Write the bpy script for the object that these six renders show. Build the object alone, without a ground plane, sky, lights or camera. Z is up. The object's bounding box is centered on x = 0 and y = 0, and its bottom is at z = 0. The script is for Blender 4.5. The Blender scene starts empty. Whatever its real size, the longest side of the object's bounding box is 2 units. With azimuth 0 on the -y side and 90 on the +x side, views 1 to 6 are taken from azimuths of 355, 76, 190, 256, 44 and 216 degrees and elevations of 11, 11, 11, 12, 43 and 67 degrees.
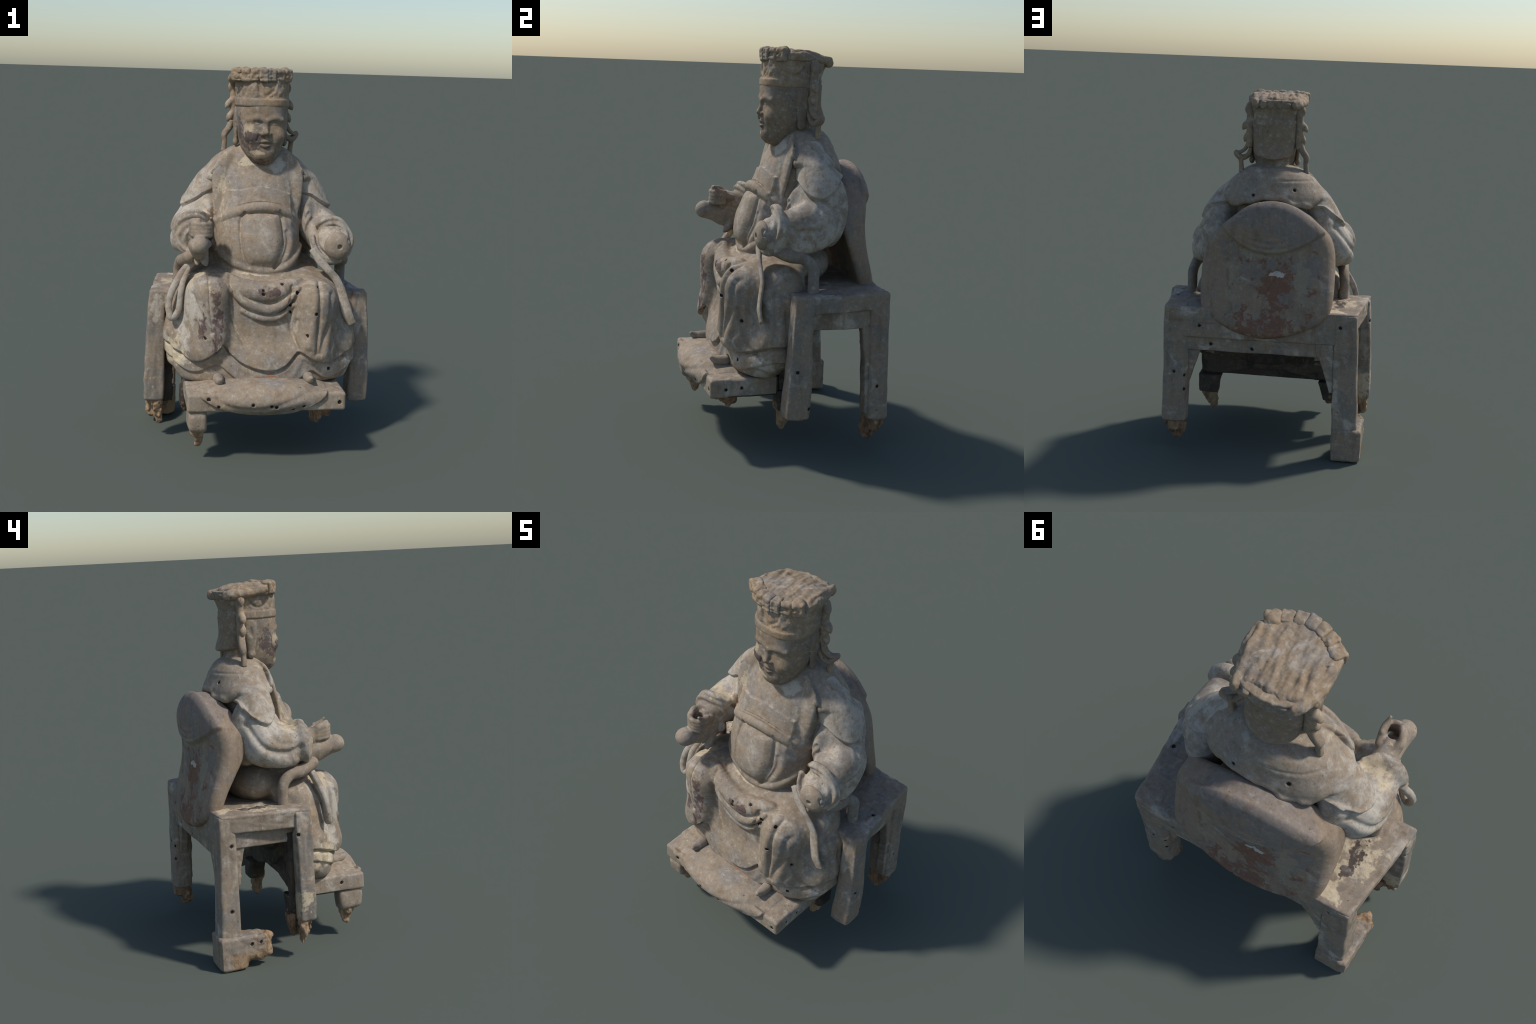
# Weathered carved-wood seated dignitary on a chair with a footstool.
# Everything is modelled as signed-distance bodies (lofts, chains, boxes) that
# are meshed with surface nets, then given carved relief, then split into parts.
import bpy, math, time
import numpy as np
from mathutils import Vector
from mathutils.bvhtree import BVHTree

T0 = time.time()
YAW = math.radians(3.5)           # the whole carving is turned a little
F = np.float32


# ------------------------------------------------------------------ helpers
def sstep(a, b, x):
    t = np.clip((x - a) / (b - a), 0, 1)
    return t * t * (3 - 2 * t)


def smin(a, b, k):
    if k <= 0:
        return np.minimum(a, b)
    h = np.maximum(k - np.abs(a - b), 0) / k
    return np.minimum(a, b) - h * h * k * 0.25


def smax(a, b, k):
    return -smin(-a, -b, k)


def spline(pts, n=8, closed=False):
    p = np.array(pts, float)
    m = len(p)
    out = []
    for i in range(m if closed else m - 1):
        if closed:
            q = [p[(i + j) % m] for j in (-1, 0, 1, 2)]
        else:
            q = [p[max(i - 1, 0)], p[i], p[i + 1], p[min(i + 2, m - 1)]]
        for s in np.linspace(0, 1, n, endpoint=False):
            out.append(0.5 * (2 * q[1] + (q[2] - q[0]) * s + (2 * q[0] - 5 * q[1] + 4 * q[2] - q[3]) * s * s
                              + (3 * q[1] - q[0] - 3 * q[2] + q[3]) * s ** 3))
    if not closed:
        out.append(p[-1])
    return np.array(out)


def curve(xs, pts):
    """smooth function through control points (x, value)"""
    s = spline(pts, 10)
    o = np.argsort(s[:, 0])
    return np.interp(xs, s[o, 0], s[o, 1])


def line_dist(u, v, pts, smooth=True):
    s = spline(pts, 6) if smooth and len(pts) > 2 else np.array(pts, float)
    best = np.full(u.shape, 9.0)
    for a, b in zip(s[:-1], s[1:]):
        e = b - a
        t = np.clip(((u - a[0]) * e[0] + (v - a[1]) * e[1]) / (e @ e + 1e-12), 0, 1)
        best = np.minimum(best, np.hypot(u - a[0] - t * e[0], v - a[1] - t * e[1]))
    return best


def poly_sd(u, v, pts):
    """signed distance to polygon, negative inside"""
    p = np.array(pts, float)
    d = np.full(u.shape, 9.0)
    inside = np.zeros(u.shape, bool)
    for a, b in zip(p, np.roll(p, -1, 0)):
        e = b - a
        t = np.clip(((u - a[0]) * e[0] + (v - a[1]) * e[1]) / (e @ e + 1e-12), 0, 1)
        d = np.minimum(d, np.hypot(u - a[0] - t * e[0], v - a[1] - t * e[1]))
        c = (a[1] > v) != (b[1] > v)
        if abs(e[1]) > 1e-9:
            inside ^= c & (u < a[0] + (v - a[1]) * e[0] / e[1])
    return np.where(inside, -d, d)


def hash3(i, j, k, seed):
    h = (i * 374761393 + j * 668265263 + k * 2147483647 + seed * 974634) & 0xFFFFFFFF
    h = ((h ^ (h >> 13)) * 1274126177) & 0xFFFFFFFF
    return ((h ^ (h >> 16)) & 0xFFFF) / 32767.5 - 1.0


def noise(P, scale, seed=0, octaves=1):
    out, amp = np.zeros(len(P)), 1.0
    for o in range(octaves):
        q = P.astype(float) * scale * 2 ** o + 100.0 + 17.3 * seed
        i = np.floor(q).astype(np.int64)
        f = q - i
        f = f * f * (3 - 2 * f)
        r = 0
        for dx in (0, 1):
            for dy in (0, 1):
                for dz in (0, 1):
                    w = (f[:, 0] if dx else 1 - f[:, 0]) * (f[:, 1] if dy else 1 - f[:, 1]) * (f[:, 2] if dz else 1 - f[:, 2])
                    r = r + w * hash3(i[:, 0] + dx, i[:, 1] + dy, i[:, 2] + dz, seed + o)
        out += amp * r
        amp *= 0.5
    return out


# ------------------------------------------------------------------ bodies
class Body:
    """union (or cut) of primitives, each with a bounding box and blend radius"""

    def __init__(self):
        self.items = []

    def add(self, prim, k=0.0, cut=False):
        f, lo, hi = prim
        self.items.append((f, np.array(lo, float), np.array(hi, float), k, cut))
        return self

    def cut(self, prim, k=0.0):
        return self.add(prim, k, True)

    def bounds(self):
        a = [i for i in self.items if not i[4]]
        return np.min([i[1] for i in a], 0), np.max([i[2] for i in a], 0)

    def __call__(self, P):
        d = np.full(len(P), 0.12)
        for f, lo, hi, k, cut in self.items:
            m = 0.07
            s = np.nonzero(((P > lo - m) & (P < hi + m)).all(1))[0]
            if len(s):
                v = f(P[s])
                d[s] = smax(d[s], -v, k) if cut else smin(d[s], v, k)
        return d


def ball(c, r):
    c, r = np.array(c, float), np.array(r, float) * np.ones(3)

    def f(P):
        q = (P - c) / r
        k0 = np.sqrt((q * q).sum(1)) + 1e-6
        k1 = np.sqrt(((q / r) ** 2).sum(1)) + 1e-6
        return k0 * (k0 - 1) / k1
    return f, c - r, c + r


def chain(pts, radii, smooth=True, squash=(1, 1, 1)):
    """tube through points with a radius per point; squash >1 flattens an axis"""
    q = np.column_stack([np.array(pts, float), radii])
    q = spline(q, 5) if smooth and len(q) > 2 else q
    sq = np.array(squash, float)

    def f(P):
        best = np.full(len(P), 9.0)
        for a, b in zip(q[:-1], q[1:]):
            e = (b[:3] - a[:3]) * sq
            v = (P - a[:3]) * sq
            t = np.clip(v @ e / (e @ e + 1e-12), 0, 1)
            w = v - t[:, None] * e
            best = np.minimum(best, np.sqrt((w * w).sum(1)) - (a[3] + t * (b[3] - a[3])))
        return best / sq.max() ** 0.5
    r = q[:, 3:4]
    return f, (q[:, :3] - r).min(0), (q[:, :3] + r).max(0)


def loft(rows, n=2.3, k=0.01):
    """vertical loft; rows = z, x_left, x_right, y_front, y_back (superellipse sections)"""
    t = np.array(rows, float)
    t = t[np.argsort(t[:, 0])]
    s = spline(t, 10)
    s[:, 0] = np.maximum.accumulate(s[:, 0])
    z0, z1 = t[0, 0], t[-1, 0]

    def f(P):
        z = np.clip(P[:, 2], z0, z1)
        xl, xr, yf, yb = (np.interp(z, s[:, 0], s[:, j]) for j in (1, 2, 3, 4))
        a, b = (xr - xl) / 2, (yb - yf) / 2
        X, Y = np.abs(P[:, 0] - (xl + xr) / 2) / a + 1e-5, np.abs(P[:, 1] - (yf + yb) / 2) / b + 1e-5
        rho = (X ** n + Y ** n) ** (1 / n)
        g = rho ** (1 - n) * np.hypot(X ** (n - 1) / a, Y ** (n - 1) / b)
        d = (rho - 1) / g
        return smax(d, np.maximum(P[:, 2] - z1, z0 - P[:, 2]), k)
    return f, (t[:, 1].min(), t[:, 3].min(), z0), (t[:, 2].max(), t[:, 4].max(), z1)


def box(lo, hi, r=0.01, turn=0.0):
    lo, hi = np.array(lo, float), np.array(hi, float)
    c, h = (lo + hi) / 2, (hi - lo) / 2
    cs, sn = math.cos(turn), math.sin(turn)

    def f(P):
        v = P - c
        if turn:
            v = np.column_stack([cs * v[:, 0] + sn * v[:, 1], -sn * v[:, 0] + cs * v[:, 1], v[:, 2]])
        q = np.abs(v) - h + r
        return np.sqrt((np.maximum(q, 0) ** 2).sum(1)) + np.minimum(q.max(1), 0) - r
    e = np.array([h[:2].max() * 0.5, h[:2].max() * 0.5, 0]) if turn else 0
    return f, lo - e, hi + e


def prism(poly, z0, z1, r=0.01, axis=2):
    """extrude a polygon along an axis (2: plan outline, 1: outline in x,z)"""
    p = np.array(poly, float)
    ia, ib = ((0, 1), (0, 2), (1, 2))[2 - axis] if axis else (1, 2)

    def f(P):
        d = poly_sd(P[:, ia], P[:, ib], p) + r
        w = np.maximum(P[:, axis] - z1, z0 - P[:, axis]) + r
        return np.hypot(np.maximum(d, 0), np.maximum(w, 0)) + np.minimum(np.maximum(d, w), 0) - r
    lo, hi = np.zeros(3), np.zeros(3)
    lo[ia], lo[ib], lo[axis] = p[:, 0].min(), p[:, 1].min(), z0
    hi[ia], hi[ib], hi[axis] = p[:, 0].max(), p[:, 1].max(), z1
    return f, lo, hi


# ------------------------------------------------------------------ meshing
def gradient(f, P, e=0.0015):
    g = np.empty((len(P), 3))
    for k in range(3):
        o = np.zeros(3)
        o[k] = e
        g[:, k] = f(P + o) - f(P - o)
    return g / (2 * e)


def surface(f, h, bounds=None):
    """surface nets over a block-sparse grid; returns vertices and quads"""
    lo, hi = bounds or f.bounds()
    lo, hi = np.array(lo) - 3 * h, np.array(hi) + 3 * h
    B = 8
    nb = np.ceil((hi - lo) / (h * B)).astype(int) + 1
    n = nb * B
    bi = np.stack(np.meshgrid(*[np.arange(k) for k in nb], indexing="ij"), -1).reshape(-1, 3)
    centre = lo + (bi + 0.5) * B * h - h / 2
    dc = f(centre)
    G = np.where(dc.reshape(nb) > 0, 1.0, -1.0).astype(F)
    G = G.repeat(B, 0).repeat(B, 1).repeat(B, 2)
    near = bi[np.abs(dc) < B * h * 0.95 + 0.012]
    off = np.stack(np.meshgrid(*[np.arange(B)] * 3, indexing="ij"), -1).reshape(-1, 3)
    for s in range(0, len(near), 1500):
        idx = (near[s:s + 1500, None, :] * B + off[None]).reshape(-1, 3)
        G[idx[:, 0], idx[:, 1], idx[:, 2]] = f(lo + idx * h)
    S = G < 0
    c = S[:-1, :-1, :-1].astype(np.int8)
    tot = np.zeros_like(c)
    for dx in (0, 1):
        for dy in (0, 1):
            for dz in (0, 1):
                tot += S[dx:n[0] - 1 + dx, dy:n[1] - 1 + dy, dz:n[2] - 1 + dz]
    act = np.argwhere((tot > 0) & (tot < 8))
    ident = np.full(tot.shape, -1, np.int32)
    ident[act[:, 0], act[:, 1], act[:, 2]] = np.arange(len(act))
    acc, cnt = np.zeros((len(act), 3)), np.zeros(len(act))
    corners = [np.array(k) for k in np.ndindex(2, 2, 2)]
    for a in corners:
        for ax in range(3):
            if a[ax]:
                continue
            b = a.copy()
            b[ax] = 1
            va = G[act[:, 0] + a[0], act[:, 1] + a[1], act[:, 2] + a[2]].astype(float)
            vb = G[act[:, 0] + b[0], act[:, 1] + b[1], act[:, 2] + b[2]].astype(float)
            x = (va < 0) != (vb < 0)
            t = np.where(x, va / np.where(x, va - vb, 1), 0)
            p = act + a + t[:, None] * (b - a)
            acc[x] += p[x]
            cnt[x] += 1
    V = lo + acc / cnt[:, None] * h
    quads = []
    for ax in range(3):
        sl0, sl1 = [slice(1, -1)] * 3, [slice(1, -1)] * 3
        sl0[ax], sl1[ax] = slice(0, -1), slice(1, None)
        A, Bv = S[tuple(sl0)], S[tuple(sl1)]
        e = np.argwhere(A != Bv)
        if not len(e):
            continue
        flip = A[e[:, 0], e[:, 1], e[:, 2]]
        base = e + 1
        base[:, ax] -= 1
        u, v = (ax + 1) % 3, (ax + 2) % 3
        q = []
        for du, dv in ((1, 1), (0, 1), (0, 0), (1, 0)):
            k = base.copy()
            k[:, u] -= du
            k[:, v] -= dv
            q.append(ident[k[:, 0], k[:, 1], k[:, 2]])
        q = np.stack(q, 1)
        q[~flip] = q[~flip][:, ::-1]
        quads.append(q)
    Q = np.concatenate(quads)
    Q = Q[(Q >= 0).all(1)]
    for _ in range(2):
        g = gradient(f, V)
        l2 = np.maximum((g * g).sum(1), 0.15)
        step = -(f(V) / l2)[:, None] * g
        ln = np.sqrt((step * step).sum(1))
        V = V + step * np.minimum(1, 0.7 * h / np.maximum(ln, 1e-9))[:, None]
    return V, Q


def vertex_normals(V, Q):
    n = np.cross(V[Q[:, 2]] - V[Q[:, 0]], V[Q[:, 3]] - V[Q[:, 1]])
    N = np.zeros_like(V)
    for k in range(4):
        np.add.at(N, Q[:, k], n)
    return N / np.maximum(np.linalg.norm(N, axis=1), 1e-12)[:, None]


def relax(V, Q, times, w=0.5):
    for _ in range(times):
        acc, cnt = np.zeros_like(V), np.zeros(len(V))
        for a, b in ((0, 1), (1, 2), (2, 3), (3, 0)):
            np.add.at(acc, Q[:, a], V[Q[:, b]])
            np.add.at(acc, Q[:, b], V[Q[:, a]])
            np.add.at(cnt, Q[:, a], 1)
            np.add.at(cnt, Q[:, b], 1)
        V = V + w * (acc / np.maximum(cnt, 1)[:, None] - V)
    return V


def to_world(V):
    c, s = math.cos(YAW), math.sin(YAW)
    V = np.asarray(V, float)
    return np.column_stack([c * V[:, 0] - s * V[:, 1], s * V[:, 0] + c * V[:, 1], V[:, 2]])


def make_object(name, V, faces, material, parent, normals=None, smooth=True):
    me = bpy.data.meshes.new(name)
    W = to_world(V)
    faces = np.asarray(faces)
    me.vertices.add(len(W))
    me.vertices.foreach_set("co", W.astype(F).ravel())
    k = faces.shape[1]
    me.loops.add(faces.size)
    me.loops.foreach_set("vertex_index", faces.astype(np.int32).ravel())
    me.polygons.add(len(faces))
    me.polygons.foreach_set("loop_start", np.arange(0, faces.size, k, dtype=np.int32))
    me.update(calc_edges=True)
    me.validate()
    me.polygons.foreach_set("use_smooth", np.full(len(me.polygons), smooth))
    if normals is not None:
        c, s = math.cos(YAW), math.sin(YAW)
        nn = np.column_stack([c * normals[:, 0] - s * normals[:, 1], s * normals[:, 0] + c * normals[:, 1], normals[:, 2]])
        me.normals_split_custom_set_from_vertices(nn.tolist())
    me.materials.append(material)
    ob = bpy.data.objects.new(name, me)
    bpy.context.scene.collection.objects.link(ob)
    ob.parent = parent
    return ob


CASTERS = []


def carve(name, body, h, material, parent, relief=None, lumps=0.0015, seed=0, parts=None, worn=None):
    """mesh a body, add relief along the normals, make one object or several by region"""
    V, Q = surface(body, h)
    N = vertex_normals(V, Q)
    d = lumps * 0.7 * noise(V, 13, seed, 3)
    if relief is not None:
        d = d + relief(V, N)
    V = V + N * d[:, None]
    if worn:
        V = worn(V, N)
    N = vertex_normals(V, Q)
    CASTERS.append((V, Q))
    if parts is None:
        return make_object(name, V, Q, material, parent)
    C = V[Q].mean(1)
    names, mats, label = parts(C)
    made = {}
    for i, nm in enumerate(names):
        q = Q[label == i]
        if not len(q):
            continue
        used, inv = np.unique(q, return_inverse=True)
        made[i] = make_object(nm, V[used], inv.reshape(-1, 4), mats[i], parent, normals=N[used])
    return made


def sweep(name, pts, widths, thick, side, material, parent, closed=False, seg=10, sub=8, power=3.0):
    """strip or tube along a spline; side = direction of the width"""
    widths, thick = np.broadcast_to(widths, len(pts)), np.broadcast_to(thick, len(pts))
    s = spline(np.column_stack([np.array(pts, float), widths, thick]), sub, closed)
    P = s[:, :3]
    Tn = np.roll(P, -1, 0) - np.roll(P, 1, 0) if closed else np.gradient(P, axis=0)
    Tn /= np.linalg.norm(Tn, axis=1)[:, None]
    sd = np.broadcast_to(np.array(side, float), P.shape)
    U = sd - (sd * Tn).sum(1)[:, None] * Tn
    U /= np.linalg.norm(U, axis=1)[:, None]
    Wd = np.cross(Tn, U)
    m, V = len(P), []
    for i in range(m):
        for j in range(seg):
            a = 2 * math.pi * j / seg
            ca, sa = math.cos(a), math.sin(a)
            e = 2 / power
            V.append(P[i] + U[i] * s[i, 3] * math.copysign(abs(ca) ** e, ca) + Wd[i] * s[i, 4] * math.copysign(abs(sa) ** e, sa))
    V = np.array(V)
    Fc = []
    for i in range(m if closed else m - 1):
        for j in range(seg):
            a, b = i * seg + j, i * seg + (j + 1) % seg
            i2 = (i + 1) % m
            Fc.append((a, b, i2 * seg + (j + 1) % seg, i2 * seg + j))
    if not closed:
        for end, rev in ((0, True), (m - 1, False)):
            V = np.vstack([V, P[end] + Tn[end] * (-1 if rev else 1) * s[end, 4] * 0.5])
            c = len(V) - 1
            for j in range(seg):
                a, b = end * seg + j, end * seg + (j + 1) % seg
                Fc.append((c, b, a, a) if rev else (c, a, b, b))
    V = V + noise(V, 30, 3, 2)[:, None] * 0.0015
    return make_faces(name, V, Fc, material, parent)


def make_faces(name, V, Fc, material, parent):
    me = bpy.data.meshes.new(name)
    me.from_pydata(to_world(V).tolist(), [], [tuple(dict.fromkeys(f)) for f in Fc])
    me.polygons.foreach_set("use_smooth", np.ones(len(me.polygons), bool))
    me.materials.append(material)
    me.update()
    ob = bpy.data.objects.new(name, me)
    bpy.context.scene.collection.objects.link(ob)
    ob.parent = parent
    return ob


# ------------------------------------------------------------------ materials
class Nodes:
    def __init__(self, name):
        self.m = bpy.data.materials.new(name)
        self.m.use_nodes = True
        self.t = self.m.node_tree
        self.b = self.t.nodes["Principled BSDF"]
        self.co = self.t.nodes.new("ShaderNodeTexCoord").outputs["Object"]

    def put(self, sock, v):
        if hasattr(v, "links"):
            self.t.links.new(v, sock)
        else:
            sock.default_value = v

    def node(self, kind, **kw):
        n = self.t.nodes.new(kind)
        for k, v in kw.items():
            setattr(n, k, v)
        return n

    def noise(self, scale, detail=4, rough=0.6, stretch=None, offset=(0, 0, 0), warp=0.0):
        mp = self.node("ShaderNodeMapping")
        self.put(mp.inputs["Vector"], self.co)
        mp.inputs["Location"].default_value = offset
        if stretch:
            mp.inputs["Scale"].default_value = stretch
        n = self.node("ShaderNodeTexNoise")
        self.put(n.inputs["Vector"], mp.outputs[0])
        n.inputs["Scale"].default_value = scale
        n.inputs["Detail"].default_value = detail
        n.inputs["Roughness"].default_value = rough
        n.inputs["Distortion"].default_value = warp
        return n.outputs["Fac"]

    def step(self, v, a, b):
        n = self.node("ShaderNodeMapRange", interpolation_type="SMOOTHSTEP")
        self.put(n.inputs["Value"], v)
        n.inputs["From Min"].default_value = a
        n.inputs["From Max"].default_value = b
        return n.outputs[0]

    def math(self, op, a, b=0.0):
        n = self.node("ShaderNodeMath", operation=op)
        self.put(n.inputs[0], a)
        self.put(n.inputs[1], b)
        return n.outputs[0]

    def mix(self, f, a, b):
        n = self.node("ShaderNodeMix", data_type="RGBA")
        self.put(n.inputs[0], f)
        for s, v in ((n.inputs[6], a), (n.inputs[7], b)):
            self.put(s, v if hasattr(v, "links") else (*v, 1))
        return n.outputs[2]

    def blob(self, centre, radius, soft=0.3, rag=0.0, scale=25):
        """soft ellipsoid mask round a point in local coordinates, ragged by noise"""
        w = to_world([centre])[0]
        mp = self.node("ShaderNodeMapping", vector_type="POINT")
        self.put(mp.inputs["Vector"], self.co)
        r = np.ones(3) * np.array(radius)
        mp.inputs["Scale"].default_value = 1 / r
        mp.inputs["Location"].default_value = -w / r
        ln = self.node("ShaderNodeVectorMath", operation="LENGTH")
        self.put(ln.inputs[0], mp.outputs[0])
        v = ln.outputs["Value"]
        if rag:
            v = self.math("ADD", v, self.math("MULTIPLY", self.math("SUBTRACT", self.noise(9, 3, offset=tuple(centre)), 0.5), rag))
            v = self.math("ADD", v, self.math("MULTIPLY", self.math("SUBTRACT", self.noise(scale, 4), 0.5), rag))
        return self.step(v, 1.0, 1.0 - soft)

    def local_axes(self):
        mp = self.node("ShaderNodeMapping", vector_type="POINT")
        self.put(mp.inputs["Vector"], self.co)
        mp.inputs["Rotation"].default_value = (0, 0, -YAW)
        sep = self.node("ShaderNodeSeparateXYZ")
        self.put(sep.inputs[0], mp.outputs[0])
        return sep.outputs

    def crease(self, pts, width, y_max=0.0, swap=False):
        """chalky deposit along a carved line given as z over x (or x over z when swapped)"""
        ax = self.local_axes()
        along, across = (ax[2], ax[0]) if swap else (ax[0], ax[2])
        p = np.array(pts, float)
        lo, hi = p.min(0) - 1e-3, p.max(0) + 1e-3
        fc = self.node("ShaderNodeFloatCurve")
        cv = fc.mapping.curves[0]
        q = (p - lo) / (hi - lo)
        while len(cv.points) < len(q):
            cv.points.new(0.5, 0.5)
        for c, (u, v) in zip(cv.points, q):
            c.location = (u, v)
        fc.mapping.use_clip = False
        fc.mapping.update()
        self.put(fc.inputs["Value"], self.math("DIVIDE", self.math("SUBTRACT", along, lo[0]), hi[0] - lo[0]))
        f = self.math("ADD", self.math("MULTIPLY", fc.outputs[0], hi[1] - lo[1]), lo[1])
        d = self.math("ABSOLUTE", self.math("SUBTRACT", across, f))
        d = self.math("ADD", d, self.math("MULTIPLY", self.math("SUBTRACT", self.noise(16, 6, 0.75), 0.46), width * 11))
        m = self.step(d, width, width * 0.35)
        for v, a, b in ((ax[1], y_max, y_max - 0.03), (along, lo[0], lo[0] + 0.01), (along, hi[0], hi[0] - 0.01)):
            m = self.math("MULTIPLY", m, self.step(v, a, b))
        return m


GREY, TAUPE, CREAM = (0.278, 0.242, 0.204), (0.322, 0.258, 0.19), (0.55, 0.455, 0.315)
WARM, COOL = (0.31, 0.21, 0.125), (0.275, 0.254, 0.236)
RUST, DARK, PALE, UMBER = (0.40, 0.175, 0.085), (0.075, 0.058, 0.050), (0.50, 0.445, 0.37), (0.16, 0.112, 0.072)


def wood(name, grey=0.5, pale=0.5, cream=0.5, rust=0.25, dark=0.3, seed=0.0, spots=(), grain=0.25, ground=(GREY, TAUPE), bump=0.35, creases=(), mottle=1.0):
    """weathered painted wood: grey and taupe clouds, pale gesso, cream chips, rust flecks, dark stains.
    spots: (colour, centre, radius, soft, raggedness) local patches"""
    N = Nodes(name)
    off = (seed * 3.1, seed * 1.7, -seed * 2.3)
    c = N.mix(N.step(N.noise(5, 5, 0.6, offset=off, warp=0.5), 0.62 - 0.25 * grey, 0.38 - 0.25 * (grey - 0.5)), *ground[::-1])
    c = N.mix(N.math("MULTIPLY", N.step(N.noise(7.5, 6, 0.62, offset=off[::-1], warp=0.8), 0.62 - 0.2 * pale, 0.78 - 0.2 * pale), 0.75), c, PALE)
    streak = N.noise(16, 4, 0.6, stretch=(1.6, 1.6, 0.22), offset=off)
    c = N.mix(N.math("MULTIPLY", N.step(streak, 0.5, 0.72), grain), c, UMBER)
    c = N.mix(N.math("MULTIPLY", N.step(N.noise(4, 6, 0.65, offset=(off[1], 2, off[0])), 0.55, 0.68), dark), c, DARK)
    for s in spots:
        col, ctr, rad, soft, rag = s
        c = N.mix(N.blob(ctr, rad, soft, rag), c, col)
    for pts, width, y_max, swap in creases:
        c = N.mix(N.math("MULTIPLY", N.crease(pts, width, y_max, swap), 0.55), c, CREAM)
    flake = N.noise(11, 7, 0.7, offset=(off[2], off[0], 1.3), warp=0.6)
    c = N.mix(N.step(flake, 0.72 - 0.12 * cream, 0.76 - 0.12 * cream), c, CREAM)
    fleck = N.noise(19, 6, 0.7, offset=(1.9, off[1], off[2]), warp=0.4)
    c = N.mix(N.math("MULTIPLY", N.step(fleck, 0.75 - 0.1 * rust, 0.79 - 0.1 * rust), 0.75), c, RUST)
    wear = N.noise(13, 7, 0.68, offset=(off[0], 5.5, off[1]), warp=0.7)
    c = N.mix(N.math("MULTIPLY", N.step(wear, 0.52, 0.66), 0.5 * min(1.0, mottle)), c, WARM)
    c = N.mix(N.math("MULTIPLY", N.step(wear, 0.47, 0.34), 0.5 * min(1.0, mottle)), c, COOL)
    mott = N.noise(38, 5, 0.7, offset=(off[1], off[2], 3.3))
    c = N.mix(N.math("MULTIPLY", N.step(mott, 0.51, 0.68), 0.42 * mottle), c, UMBER)
    c = N.mix(N.math("MULTIPLY", N.step(mott, 0.48, 0.31), 0.5 * mottle), c, PALE)
    speck = N.noise(55, 2, 0.5, offset=(off[2], 7, off[0]))
    c = N.mix(N.math("MULTIPLY", N.step(speck, 0.70, 0.76), 0.7), c, DARK)
    fine = N.noise(120, 4, 0.7, offset=off)
    c = N.mix(N.math("MULTIPLY", N.step(fine, 0.45, 0.7), 0.22), c, UMBER)
    c = N.mix(N.math("MULTIPLY", N.step(fine, 0.45, 0.25), 0.16), c, PALE)
    N.put(N.b.inputs["Base Color"], c)
    N.b.inputs["Roughness"].default_value = 0.78
    N.b.inputs["Specular IOR Level"].default_value = 0.25
    bp = N.node("ShaderNodeBump")
    bp.inputs["Strength"].default_value = bump
    bp.inputs["Distance"].default_value = 0.004
    hgt = N.math("ADD", N.noise(60, 6, 0.65, offset=off), N.math("MULTIPLY", N.noise(28, 3, 0.5, stretch=(1.5, 1.5, 0.2)), 0.6))
    N.put(bp.inputs["Height"], hgt)
    N.put(N.b.inputs["Normal"], bp.outputs[0])
    return N.m


def raw_wood(name, a=(0.29, 0.18, 0.10), b=(0.125, 0.068, 0.038)):
    N = Nodes(name)
    c = N.mix(N.step(N.noise(30, 6, 0.7, stretch=(1, 1, 0.3)), 0.4, 0.65), a, b)
    c = N.mix(N.step(N.noise(18, 5, 0.7, offset=(4, 1, 2)), 0.58, 0.68), c, (0.42, 0.30, 0.18))
    c = N.mix(N.step(N.noise(70, 4, 0.7), 0.6, 0.75), c, (0.09, 0.045, 0.025))
    N.put(N.b.inputs["Base Color"], c)
    N.b.inputs["Roughness"].default_value = 0.9
    bp = N.node("ShaderNodeBump")
    bp.inputs["Strength"].default_value = 0.8
    bp.inputs["Distance"].default_value = 0.006
    N.put(bp.inputs["Height"], N.noise(50, 6, 0.7, stretch=(1, 1, 0.35)))
    N.put(N.b.inputs["Normal"], bp.outputs[0])
    return N.m


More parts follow.
